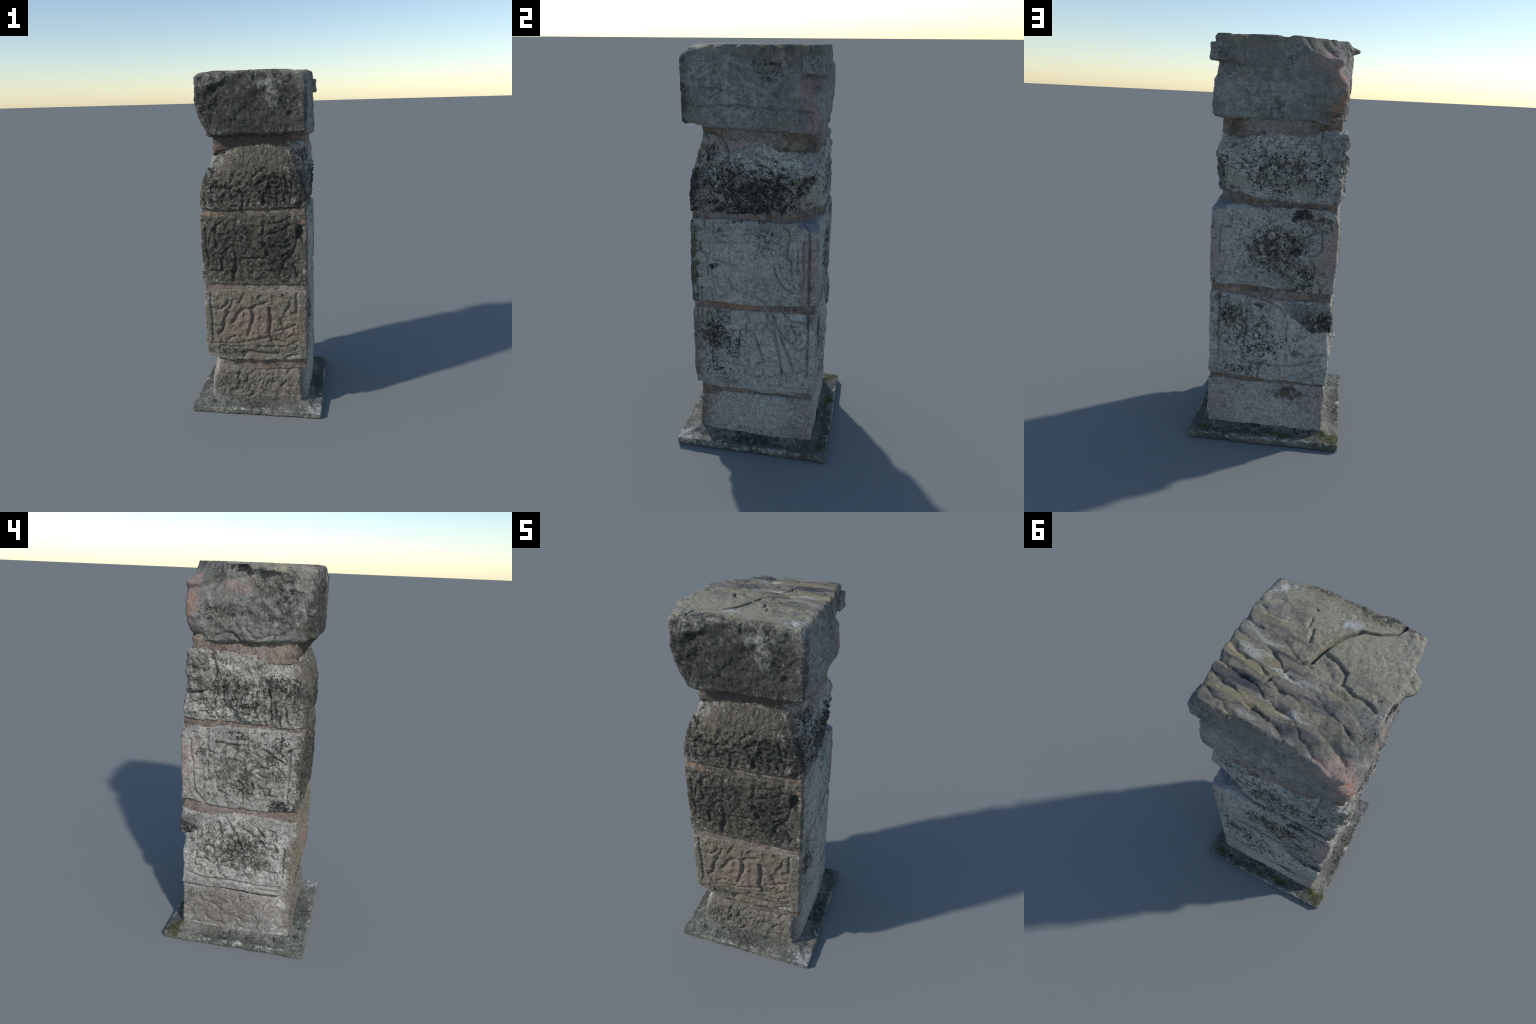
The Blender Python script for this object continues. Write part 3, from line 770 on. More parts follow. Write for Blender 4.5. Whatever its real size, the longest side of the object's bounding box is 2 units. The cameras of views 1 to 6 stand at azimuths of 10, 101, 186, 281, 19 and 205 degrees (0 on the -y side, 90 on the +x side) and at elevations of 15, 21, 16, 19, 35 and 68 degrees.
middle_block.carve('right', 4, 4, (-0.015, 0.939), (0.041, 0.989), (0.109, 1.034))
middle_block.carve('right', 4, 4, (-0.053, 0.931), (0.041, 0.952), (0.101, 0.955))
middle_block.carve('right', 5, 5, (-0.054, 0.870), (0.003, 0.856), (0.065, 0.826))
middle_block.carve('right', 5, 6, (-0.068, 0.874), (-0.106, 0.901), (-0.119, 0.945))
middle_block.carve('right', 5, 4, (-0.277, 0.961), (-0.280, 0.817))
middle_block.carve('right', 5, 4, (-0.256, 0.887), (-0.256, 0.820))
middle_block.carve('right', 5, 4, (-0.217, 0.891), (-0.199, 0.825))
middle_block.carve('right', 5, 4, (-0.200, 0.958), (-0.197, 0.897), (-0.184, 0.853))
middle_block.carve('right', 5, 4, (-0.165, 0.842), (-0.111, 0.870))
middle_block.carve('right', 4, 3, (-0.098, 1.089), (-0.070, 1.077), (-0.015, 1.086))
middle_block.carve('right', 4, 3, (-0.028, 1.212), (-0.005, 1.219))
middle_block.carve('right', 4, 3, (-0.032, 1.191), (-0.005, 1.198))
middle_block.carve('right', 4, 3, (-0.033, 1.172), (-0.005, 1.172))
middle_block.carve('right', 5, 4, (0.022, 1.179), (0.054, 1.158), (0.063, 1.125))
middle_block.carve('right', 4, 4, (-0.181, 0.949), (-0.173, 0.900), (-0.149, 0.876))
middle_block.carve('right', 4, 4, (-0.138, 0.958), (-0.129, 0.919))
middle_block.carve('right', 4, 3, (0.013, 1.035), (0.027, 1.012), (0.054, 1.019))
middle_block.carve('right', 4, 3, (-0.128, 1.208), (-0.124, 1.196), (-0.105, 1.200))
middle_block.carve('right', 5, 4, (0.222, 0.857), (0.237, 0.838))
middle_block.carve('right', 4, 3, (-0.219, 1.118), (-0.206, 1.080), (-0.216, 1.055))
middle_block.carve('right', 4, 3, (-0.030, 0.903), (-0.034, 0.933))
middle_block.carve('right', 4, 3, (0.022, 0.923), (0.008, 0.902))
middle_block.carve('right', 4, 3, (0.069, 0.927), (0.055, 0.896))
middle_block.carve('right', 4, 3, (0.110, 0.926), (0.097, 0.895))
middle_block.carve('back', 5, 5, (0.252, 1.123), (0.254, 1.061), (0.254, 0.979))
middle_block.carve('back', 5, 5, (0.250, 1.128), (0.231, 1.120), (0.201, 1.125))
middle_block.carve('back', 5, 4, (0.193, 1.118), (0.179, 1.091), (0.141, 1.079), (0.085, 1.081))
middle_block.carve('back', 6, 8, (-0.102, 1.016), (-0.098, 1.092), (-0.156, 1.089), (-0.191, 1.113), (-0.227, 1.123), (-0.259, 1.125))
middle_block.carve('back', 5, 6, (-0.237, 1.112), (-0.237, 1.074), (-0.240, 1.037), (-0.212, 1.006), (-0.184, 1.004))
middle_block.carve('back', 5, 4, (-0.057, 1.039), (-0.099, 1.042))
middle_block.carve('back', 5, 4, (-0.040, 1.002), (-0.096, 1.011))
middle_block.carve('back', 5, 4, (0.174, 0.917), (0.150, 0.914), (0.127, 0.930))
middle_block.carve('back', 5, 5, (0.250, 0.994), (0.229, 1.003))
middle_block.carve('back', 5, 3, (0.112, 1.067), (0.110, 1.000))
middle_block.carve('back', 5, 3, (0.032, 0.923), (0.002, 0.901))
middle_block.carve('back', 5, 4, (-0.049, 0.910), (-0.073, 0.905), (-0.097, 0.895))
middle_block.carve('back', 5, 5, (-0.181, 0.979), (-0.210, 0.958), (-0.217, 0.919))
middle_block.carve('back', 6, 5, (-0.122, 0.965), (-0.136, 0.954))
middle_block.carve('back', 5, 3, (0.251, 0.930), (0.231, 0.892), (0.193, 0.890))
middle_block.carve('back', 5, 3, (0.081, 0.983), (0.025, 0.997), (-0.003, 0.989))
middle_block.carve('back', 5, 3, (0.050, 1.147), (0.030, 1.120), (0.038, 1.082))
middle_block.carve('back', 5, 3, (-0.009, 1.067), (-0.036, 1.097), (-0.043, 1.135))
middle_block.carve('back', 5, 3, (-0.140, 1.057), (-0.168, 1.041), (-0.161, 1.011))
middle_block.carve('back', 5, 3, (0.191, 1.203), (0.194, 1.137))
middle_block.carve('left', 6, 7, (0.258, 1.145), (0.258, 1.074), (0.245, 1.034), (0.245, 0.940), (0.239, 0.872))
middle_block.carve('left', 7, 8, (0.239, 0.872), (0.218, 0.842), (0.187, 0.816))
middle_block.carve('left', 6, 5, (0.171, 1.203), (0.175, 1.128), (0.165, 1.094), (0.169, 1.027), (0.163, 0.950), (0.152, 0.925))
middle_block.carve('left', 5, 5, (0.251, 1.181), (0.206, 1.180))
middle_block.carve('left', 7, 6, (0.213, 1.149), (0.220, 1.108))
middle_block.carve('left', 5, 5, (0.193, 0.899), (0.188, 0.926), (0.173, 0.935))
middle_block.carve('left', 5, 4, (0.235, 0.989), (0.194, 0.990))
middle_block.carve('left', 5, 6, (0.120, 1.139), (0.076, 1.141), (0.041, 1.134), (-0.037, 1.142))
middle_block.carve('left', 5, 6, (-0.120, 1.128), (-0.175, 1.094), (-0.220, 1.069))
middle_block.carve('left', 5, 4, (0.059, 1.064), (-0.006, 1.056))
middle_block.carve('left', 5, 4, (-0.071, 1.033), (-0.139, 1.030), (-0.177, 1.054))
middle_block.carve('left', 5, 4, (-0.092, 0.999), (-0.107, 0.986), (-0.142, 0.979))
middle_block.carve('left', 6, 6, (-0.248, 1.122), (-0.250, 1.047), (-0.246, 0.945), (-0.245, 0.868))
middle_block.carve('left', 5, 4, (-0.163, 1.048), (-0.167, 0.967))
middle_block.carve('left', 5, 5, (-0.054, 0.954), (-0.067, 0.935), (-0.066, 0.898))
middle_block.carve('left', 5, 5, (-0.207, 0.987), (-0.233, 0.995))
middle_block.carve('left', 6, 5, (-0.012, 1.006), (0.006, 0.957), (-0.025, 0.924))
middle_block.carve('left', 5, 4, (-0.146, 0.887), (-0.190, 0.887))
middle_block.carve('left', 5, 4, (0.165, 1.089), (0.129, 1.082), (0.099, 1.080))
middle_block.carve('left', 6, 5, (-0.016, 0.892), (-0.018, 0.823))
middle_block.carve('left', 5, 4, (0.062, 1.189), (0.033, 1.202), (-0.006, 1.196))
middle_block.carve('left', 5, 4, (0.061, 1.164), (0.017, 1.161), (-0.036, 1.174))
middle_block.carve('left', 5, 3, (0.021, 1.114), (0.015, 1.084))
middle_block.carve('left', 5, 3, (0.122, 0.949), (0.116, 0.881))
middle_block.carve('left', 5, 4, (-0.187, 1.040), (-0.217, 1.024), (-0.223, 1.004))
middle_block.carve('left', 5, 3, (-0.114, 0.930), (-0.131, 0.890), (-0.118, 0.846))
# --- lower shaft block
lower_block.carve('front', 6, 7, (-0.267, 0.742), (-0.269, 0.650), (-0.262, 0.606), (-0.262, 0.552), (-0.263, 0.482), (-0.262, 0.442))
lower_block.carve('front', 7, 8, (-0.269, 0.647), (-0.239, 0.639), (-0.206, 0.645), (-0.177, 0.672), (-0.162, 0.697))
lower_block.carve('front', 9, 6, (-0.232, 0.700), (-0.222, 0.705))
lower_block.carve('front', 6, 7, (-0.078, 0.724), (-0.093, 0.690))
lower_block.carve('front', 7, 8, (0.068, 0.700), (0.040, 0.680), (-0.006, 0.668), (-0.015, 0.654), (-0.080, 0.644))
lower_block.carve('front', 8, 10, (-0.080, 0.644), (-0.109, 0.616), (-0.124, 0.582), (-0.137, 0.564))
lower_block.carve('front', 7, 11, (-0.023, 0.649), (-0.014, 0.605), (-0.023, 0.561), (-0.040, 0.516), (-0.048, 0.481))
lower_block.carve('front', 7, 11, (0.085, 0.657), (0.087, 0.609), (0.088, 0.566), (0.080, 0.512), (0.095, 0.453))
lower_block.carve('front', 7, 8, (0.206, 0.713), (0.205, 0.680), (0.180, 0.644))
lower_block.carve('front', 6, 8, (0.244, 0.748), (0.246, 0.682), (0.241, 0.629), (0.216, 0.628))
lower_block.carve('front', 6, 8, (0.148, 0.582), (0.157, 0.559), (0.165, 0.530), (0.119, 0.516))
lower_block.carve('front', 6, 8, (0.165, 0.525), (0.197, 0.536), (0.234, 0.557))
lower_block.carve('front', 8, 9, (-0.165, 0.619), (-0.187, 0.584), (-0.191, 0.555), (-0.202, 0.510), (-0.222, 0.484))
lower_block.carve('front', 6, 5, (-0.263, 0.537), (-0.211, 0.534))
lower_block.carve('front', 6, 5, (-0.268, 0.422), (-0.116, 0.424), (-0.049, 0.442), (0.021, 0.462), (0.091, 0.473))
lower_block.carve('front', 7, 8, (0.118, 0.454), (0.146, 0.448), (0.178, 0.444))
lower_block.carve('front', 6, 6, (0.210, 0.488), (0.183, 0.467))
lower_block.carve('front', 6, 6, (0.192, 0.425), (0.242, 0.450))
lower_block.carve('front', 7, 9, (-0.085, 0.339), (-0.080, 0.363), (-0.042, 0.374), (0.042, 0.363), (0.126, 0.365))
lower_block.carve('front', 6, 7, (0.172, 0.332), (0.200, 0.356), (0.251, 0.361))
lower_block.carve('front', 6, 6, (-0.172, 0.446), (-0.119, 0.478))
lower_block.carve('front', 6, 5, (0.163, 0.740), (0.181, 0.717), (0.208, 0.723))
lower_block.carve('front', 6, 5, (-0.134, 0.703), (-0.145, 0.664), (-0.174, 0.629))
lower_block.carve('front', 6, 5, (0.032, 0.727), (0.059, 0.704))
lower_block.carve('front', 7, 6, (-0.216, 0.409), (-0.145, 0.402), (-0.074, 0.411))
lower_block.carve('front', 6, 4, (-0.003, 0.409), (0.090, 0.408), (0.182, 0.418))
lower_block.carve('right', 5, 6, (-0.258, 0.763), (-0.258, 0.688), (-0.246, 0.672), (-0.235, 0.691), (-0.231, 0.755))
lower_block.carve('right', 5, 6, (-0.216, 0.751), (-0.203, 0.699), (-0.189, 0.674), (-0.144, 0.684))
lower_block.carve('right', 5, 6, (-0.186, 0.770), (-0.168, 0.725), (-0.138, 0.704))
lower_block.carve('right', 5, 4, (-0.280, 0.766), (-0.279, 0.670))
lower_block.carve('right', 4, 6, (-0.037, 0.689), (-0.031, 0.710), (-0.014, 0.717), (0.003, 0.713), (0.010, 0.695))
lower_block.carve('right', 4, 6, (0.010, 0.695), (0.003, 0.674), (-0.014, 0.666), (-0.031, 0.670), (-0.037, 0.689))
lower_block.carve('right', 4, 6, (0.016, 0.695), (0.022, 0.716), (0.039, 0.723), (0.056, 0.719), (0.062, 0.700))
lower_block.carve('right', 4, 6, (0.062, 0.700), (0.056, 0.680), (0.039, 0.672), (0.022, 0.676), (0.016, 0.695))
lower_block.carve('right', 4, 6, (0.068, 0.707), (0.073, 0.726), (0.089, 0.733), (0.104, 0.729), (0.111, 0.711))
lower_block.carve('right', 4, 6, (0.111, 0.711), (0.105, 0.692), (0.089, 0.685), (0.074, 0.689), (0.068, 0.707))
lower_block.carve('right', 5, 6, (0.070, 0.734), (0.072, 0.771))
lower_block.carve('right', 6, 8, (0.098, 0.769), (0.118, 0.703), (0.152, 0.654), (0.191, 0.618))
lower_block.carve('right', 6, 8, (0.191, 0.618), (0.209, 0.634), (0.216, 0.656), (0.189, 0.716))
lower_block.carve('right', 6, 8, (0.150, 0.779), (0.174, 0.751), (0.207, 0.739), (0.263, 0.740))
lower_block.carve('right', 5, 6, (0.264, 0.693), (0.232, 0.684), (0.228, 0.657))
lower_block.carve('right', 6, 7, (0.196, 0.611), (0.230, 0.583), (0.253, 0.596), (0.271, 0.630))
lower_block.carve('right', 6, 8, (0.268, 0.781), (0.272, 0.662), (0.271, 0.555), (0.270, 0.440))
lower_block.carve('right', 5, 6, (-0.066, 0.661), (-0.071, 0.590), (-0.075, 0.512))
lower_block.carve('right', 6, 8, (0.003, 0.663), (0.022, 0.612), (0.037, 0.559), (0.052, 0.509))
lower_block.carve('right', 7, 8, (0.104, 0.680), (0.119, 0.613), (0.132, 0.538), (0.146, 0.446))
lower_block.carve('right', 6, 8, (0.138, 0.652), (0.158, 0.596), (0.183, 0.534), (0.204, 0.464))
lower_block.carve('right', 6, 7, (0.146, 0.443), (0.204, 0.453))
lower_block.carve('right', 6, 7, (0.204, 0.464), (0.228, 0.459), (0.256, 0.477))
lower_block.carve('right', 5, 6, (-0.022, 0.508), (-0.018, 0.458), (0.012, 0.454), (0.052, 0.464))
lower_block.carve('right', 5, 6, (0.022, 0.474), (0.015, 0.487), (0.032, 0.502), (0.130, 0.516))
lower_block.carve('right', 4, 5, (0.022, 0.472), (0.125, 0.484))
lower_block.carve('right', 5, 5, (-0.038, 0.444), (-0.046, 0.421), (-0.008, 0.414), (0.042, 0.418), (0.131, 0.418))
lower_block.carve('right', 5, 5, (0.052, 0.461), (0.052, 0.428))
lower_block.carve('right', 5, 6, (-0.216, 0.573), (-0.167, 0.518), (-0.148, 0.481), (-0.103, 0.475), (-0.038, 0.467))
lower_block.carve('right', 5, 5, (-0.207, 0.546), (-0.208, 0.422))
lower_block.carve('right', 5, 5, (-0.253, 0.541), (-0.239, 0.515))
lower_block.carve('right', 5, 5, (0.077, 0.371), (0.117, 0.363), (0.191, 0.367), (0.265, 0.366))
lower_block.carve('right', 5, 5, (0.087, 0.335), (0.122, 0.329), (0.192, 0.336), (0.261, 0.334))
lower_block.carve('right', 4, 4, (-0.066, 0.661), (-0.051, 0.673), (-0.036, 0.664))
lower_block.carve('right', 4, 4, (-0.060, 0.678), (-0.055, 0.694), (-0.036, 0.707))
lower_block.carve('right', 5, 4, (0.237, 0.658), (0.242, 0.638))
lower_block.carve('right', 5, 4, (-0.108, 0.469), (-0.097, 0.498), (-0.077, 0.495))
lower_block.carve('right', 4, 4, (-0.157, 0.757), (-0.133, 0.755), (-0.113, 0.772))
lower_block.carve('right', 4, 3, (0.136, 0.731), (0.155, 0.738))
lower_block.carve('right', 4, 3, (0.146, 0.701), (0.165, 0.711))
lower_block.carve('right', 4, 3, (0.161, 0.671), (0.180, 0.683))
lower_block.carve('right', 4, 3, (0.176, 0.641), (0.199, 0.654))
lower_block.carve('back', 6, 6, (0.252, 0.780), (0.250, 0.667), (0.250, 0.531), (0.250, 0.424))
lower_block.carve('back', 6, 6, (0.114, 0.787), (0.110, 0.680), (0.106, 0.608), (0.107, 0.576))
lower_block.carve('back', 5, 5, (0.166, 0.565), (0.107, 0.568))
lower_block.carve('back', 5, 8, (0.104, 0.777), (0.021, 0.759), (-0.057, 0.726), (-0.083, 0.687))
lower_block.carve('back', 5, 4, (0.095, 0.668), (0.032, 0.664), (-0.021, 0.666), (-0.084, 0.664))
lower_block.carve('back', 6, 6, (0.007, 0.643), (-0.005, 0.597), (0.013, 0.559))
lower_block.carve('back', 6, 6, (-0.099, 0.653), (-0.102, 0.549))
lower_block.carve('back', 5, 4, (-0.010, 0.640), (-0.015, 0.578))
lower_block.carve('back', 6, 7, (-0.157, 0.560), (-0.161, 0.579), (-0.195, 0.574))
lower_block.carve('back', 6, 7, (0.233, 0.463), (0.203, 0.458), (0.163, 0.470))
lower_block.carve('back', 6, 6, (0.132, 0.419), (0.067, 0.421), (-0.032, 0.415), (-0.150, 0.422), (-0.227, 0.451))
lower_block.carve('back', 6, 5, (0.180, 0.522), (0.165, 0.539))
lower_block.carve('back', 5, 6, (-0.137, 0.492), (-0.176, 0.488), (-0.202, 0.464), (-0.234, 0.484), (-0.273, 0.490))
lower_block.carve('back', 6, 5, (-0.119, 0.364), (-0.173, 0.370))
lower_block.carve('back', 5, 4, (-0.208, 0.358), (-0.247, 0.364))
lower_block.carve('back', 5, 4, (-0.062, 0.418), (-0.069, 0.365))
lower_block.carve('back', 5, 4, (0.098, 0.753), (0.099, 0.701), (0.090, 0.661))
lower_block.carve('back', 5, 3, (0.196, 0.358), (0.095, 0.363), (0.026, 0.382))
lower_block.carve('back', 6, 5, (0.129, 0.500), (0.128, 0.436))
lower_block.carve('back', 5, 4, (0.007, 0.539), (-0.018, 0.525), (0.001, 0.492))
lower_block.carve('back', 5, 4, (-0.049, 0.475), (-0.098, 0.478), (-0.146, 0.496))
lower_block.carve('back', 5, 4, (-0.098, 0.475), (-0.100, 0.438))
lower_block.carve('back', 5, 3, (0.146, 0.743), (0.143, 0.615))
lower_block.carve('back', 5, 4, (0.072, 0.548), (0.032, 0.536), (0.003, 0.544))
lower_block.carve('back', 5, 4, (0.100, 0.503), (0.069, 0.479), (0.030, 0.489))
lower_block.carve('left', 8, 9, (0.106, 0.697), (0.097, 0.637), (0.101, 0.586))
lower_block.carve('left', 6, 8, (-0.103, 0.692), (-0.120, 0.662), (-0.146, 0.646), (-0.176, 0.653), (-0.180, 0.681))
lower_block.carve('left', 6, 7, (-0.167, 0.690), (-0.195, 0.683), (-0.202, 0.635))
lower_block.carve('left', 7, 9, (0.008, 0.633), (-0.007, 0.584), (-0.015, 0.552))
lower_block.carve('left', 6, 8, (0.149, 0.556), (0.132, 0.519), (0.115, 0.475), (0.111, 0.411))
lower_block.carve('left', 6, 6, (0.229, 0.556), (0.149, 0.556))
lower_block.carve('left', 6, 7, (0.234, 0.550), (0.237, 0.503), (0.245, 0.438))
lower_block.carve('left', 6, 6, (0.202, 0.520), (0.175, 0.504), (0.159, 0.526))
lower_block.carve('left', 6, 7, (-0.088, 0.548), (-0.145, 0.548), (-0.192, 0.535))
lower_block.carve('left', 7, 7, (-0.245, 0.591), (-0.244, 0.518), (-0.246, 0.438))
lower_block.carve('left', 6, 8, (-0.144, 0.457), (-0.192, 0.444), (-0.233, 0.450))
lower_block.carve('left', 7, 7, (0.266, 0.381), (0.200, 0.362), (0.119, 0.363))
lower_block.carve('left', 6, 7, (0.119, 0.363), (0.043, 0.366), (-0.032, 0.366), (-0.106, 0.358), (-0.237, 0.361))
lower_block.carve('left', 6, 5, (0.088, 0.473), (0.025, 0.489), (-0.028, 0.479))
lower_block.carve('left', 6, 5, (0.033, 0.607), (0.027, 0.568))
lower_block.carve('left', 6, 5, (-0.032, 0.677), (-0.053, 0.669), (-0.080, 0.640))
lower_block.carve('left', 6, 5, (-0.102, 0.598), (-0.152, 0.616), (-0.199, 0.606))
lower_block.carve('left', 6, 5, (0.228, 0.475), (0.169, 0.478), (0.142, 0.459))
lower_block.carve('left', 6, 4, (0.163, 0.433), (0.136, 0.460))
lower_block.carve('left', 7, 5, (-0.096, 0.484), (-0.113, 0.452), (-0.150, 0.452))
lower_block.carve('left', 6, 4, (0.066, 0.658), (0.049, 0.621))
lower_block.carve('left', 6, 4, (-0.125, 0.408), (-0.178, 0.410))
lower_block.carve('left', 6, 4, (-0.118, 0.336), (-0.234, 0.331))
# --- base block
base_block.carve('front', 8, 8, (-0.142, 0.219), (-0.140, 0.193))
base_block.carve('front', 8, 8, (-0.075, 0.212), (-0.074, 0.176))
base_block.carve('front', 7, 6, (-0.056, 0.218), (-0.027, 0.241), (0.007, 0.245))
base_block.carve('front', 7, 6, (0.086, 0.180), (0.071, 0.153))
base_block.carve('front', 8, 6, (-0.193, 0.143), (-0.164, 0.150))
base_block.carve('front', 7, 7, (0.045, 0.273), (0.068, 0.246), (0.124, 0.239), (0.171, 0.231), (0.203, 0.223), (0.241, 0.265))
base_block.carve('front', 8, 5, (0.179, 0.155), (0.198, 0.176))
base_block.carve('front', 7, 4, (-0.125, 0.163), (-0.097, 0.133))
base_block.carve('front', 7, 5, (0.212, 0.152), (0.249, 0.149))
base_block.carve('front', 8, 4, (-0.262, 0.123), (-0.223, 0.131))
base_block.carve('front', 8, 4, (-0.161, 0.103), (-0.126, 0.110))
base_block.carve('front', 7, 4, (0.058, 0.212), (0.110, 0.223))
base_block.carve('right', 6, 4, (0.088, 0.243), (0.138, 0.253))
base_block.carve('right', 7, 3, (-0.134, 0.125), (-0.081, 0.157), (-0.040, 0.151))
base_block.carve('right', 7, 3, (0.193, 0.287), (0.223, 0.250), (0.250, 0.195))
base_block.carve('right', 7, 3, (0.220, 0.167), (0.246, 0.159))
base_block.carve('right', 7, 3, (-0.163, 0.259), (-0.122, 0.229))
base_block.carve('right', 7, 3, (-0.080, 0.247), (-0.050, 0.234))
base_block.carve('back', 6, 4, (0.103, 0.134), (0.064, 0.173))
base_block.carve('back', 6, 3, (0.012, 0.145), (-0.025, 0.129), (-0.065, 0.142))
base_block.carve('back', 6, 3, (0.058, 0.156), (0.021, 0.115))
base_block.carve('back', 6, 3, (-0.102, 0.197), (-0.182, 0.206), (-0.185, 0.156), (-0.115, 0.137))
base_block.carve('back', 6, 4, (0.237, 0.153), (0.196, 0.129))
base_block.carve('back', 6, 3, (-0.235, 0.156), (-0.265, 0.149))
base_block.carve('back', 6, 3, (-0.059, 0.254), (-0.091, 0.218), (-0.141, 0.218))
base_block.carve('back', 6, 3, (0.100, 0.202), (0.080, 0.199))
base_block.carve('left', 7, 7, (0.133, 0.203), (0.093, 0.173))
base_block.carve('left', 7, 6, (0.176, 0.146), (0.165, 0.105), (0.125, 0.093), (0.069, 0.084))
base_block.carve('left', 9, 8, (-0.034, 0.298), (-0.029, 0.273), (-0.020, 0.242))
base_block.carve('left', 7, 4, (-0.076, 0.166), (-0.103, 0.165), (-0.126, 0.138))
base_block.carve('left', 8, 5, (0.260, 0.066), (0.170, 0.072), (0.069, 0.081))
base_block.carve('left', 7, 4, (-0.187, 0.210), (-0.240, 0.213), (-0.263, 0.181))
base_block.carve('left', 7, 4, (0.155, 0.236), (0.117, 0.249))
base_block.carve('left', 6, 5, (0.124, 0.036), (0.085, 0.031))
base_block.carve('left', 7, 4, (-0.041, 0.073), (-0.080, 0.067))

# ------------------------------------------------------------------ plinth slab
slab = Block(-0.394, 0.394, -0.395, 0.393, 0.0, 0.039, end_detail=(False, True), radius=0.008, step=0.0042, wobble=0.004, rough=0.0018, grain=0.0010, seed=9.0, ripple=0.012)


def slab_top(x, y):
    d = np.maximum(np.abs(x) - 0.300, np.abs(y) - 0.298)
    rise = 0.022 * (1 - smooth(0.0, 0.05, d))
    front = 0.022 * smooth(-0.30, -0.36, y) * (1 - smooth(0.0, 0.075, -y - 0.300)) * smooth(0.32, 0.25, np.abs(x))
    return rise + front


slab.top_fn = slab_top
slab.shape('front', 0.0, 0.02, 0.02, 0.05, 0.004)
slab.shape('right', 0.1, 0.02, 0.2, 0.05, -0.003)
slab.shape('left', -0.15, 0.02, 0.12, 0.05, -0.004)
slab.shape('top', 0.385, -0.38, 0.05, 0.05, -0.004)

# ------------------------------------------------------------------ mortar beds
beds = [
    Block(-0.262, 0.288, -0.292, 0.286, shifted(upper_high, -0.04), shifted(cap_low, 0.03), radius=0.004, step=0.005, wobble=0.004, rough=0.004, seed=11.0),
    Block(-0.302, 0.292, -0.292, 0.294, shifted(middle_high, -0.02), shifted(upper_low, 0.02), radius=0.003, step=0.005, wobble=0.002, rough=0.003, seed=12.0),
    Block(-0.303, 0.296, -0.299, 0.301, shifted(lower_high, -0.02), shifted(middle_low, 0.02), radius=0.003, step=0.005, wobble=0.002, rough=0.0025, seed=13.0),
    Block(-0.286, 0.293, -0.276, 0.295, shifted(base_high, -0.03), shifted(lower_low, 0.02), radius=0.003, step=0.005, wobble=0.002, rough=0.0035, seed=14.0),
]
beds[0].profile('left', [(1.5, 1.0), (1.7, 1.0)], [(-0.3, -0.034), (-0.2, -0.016), (-0.1, 0.010), (0.0, 0.022), (0.3, 0.036)])
beds[0].shape('right', -0.29, 1.62, 0.08, 0.09, -0.055)
beds[0].shape('front', 0.31, 1.62, 0.08, 0.09, -0.045)
beds[0].shape('front', -0.28, 1.62, 0.07, 0.09, -0.035)
beds[0].shape('right', 0.31, 1.62, 0.09, 0.09, -0.070)
beds[0].shape('back', 0.31, 1.62, 0.09, 0.09, -0.060)
beds[0].shape('back', -0.28, 1.62, 0.06, 0.09, -0.030)
beds[0].profile('front', [(1.5, -0.03), (1.60, -0.022), (1.65, -0.010)], [(-0.3, 1), (0.3, 1)])
beds[0].shape('back', -0.18, 1.60, 0.07, 0.06, -0.030)
beds[1].shape('right', 0.32, 1.27, 0.11, 0.09, -0.088)
beds[1].shape('back', 0.32, 1.27, 0.11, 0.09, -0.055)
beds[3].profile('left', [(0.2, -0.075), (0.4, -0.075)], [(-0.31, 1.0), (-0.2, 0.8), (-0.06, 0.35), (0.0, 0.0)])

# ------------------------------------------------------------------ repair stones let into the arrises
repair_upper = Block(-0.338, -0.205, 0.160, 0.280, 1.395, {
    'front': [(-0.33, 1.590), (-0.20, 1.600)], 'back': [(-0.33, 1.600), (-0.20, 1.590)],
    'left': [(0.155, 1.600), (0.24, 1.612), (0.30, 1.570)], 'right': [(0.155, 1.59), (0.30, 1.59)]},
    radius=0.030, wobble=0.014, rough=0.008, seed=21.0)
repair_upper.shape('left', 0.23, 1.50, 0.06, 0.012, -0.012)
repair_upper.shape('left', 0.22, 1.55, 0.03, 0.03, 0.008)
repair_upper.shape('left', 0.15, 1.50, 0.02, 0.02, -0.02)
repair_upper.shape('back', -0.19, 1.42, 0.08, 0.06, -0.02)
repair_lower = Block(-0.316, -0.085, 0.195, 0.315, {
    'front': [(-0.31, 0.62), (-0.08, 0.68)], 'back': [(-0.315, 0.617), (-0.26, 0.603), (-0.22, 0.602), (-0.16, 0.650), (-0.09, 0.700)],
    'left': [(0.20, 0.665), (0.25, 0.620), (0.31, 0.612)], 'right': [(0.19, 0.68), (0.31, 0.70)]}, {
    'front': [(-0.31, 0.73), (-0.08, 0.75)], 'back': [(-0.315, 0.735), (-0.2, 0.755), (-0.09, 0.765)],
    'left': [(0.20, 0.735), (0.31, 0.735)], 'right': [(0.19, 0.75), (0.31, 0.76)]},
    radius=0.016, wobble=0.006, rough=0.005, seed=22.0)
repair_cap = Block(0.235, 0.317, 0.212, 0.304, 1.884, 1.960, radius=0.007, wobble=0.005, rough=0.003, seed=23.0)

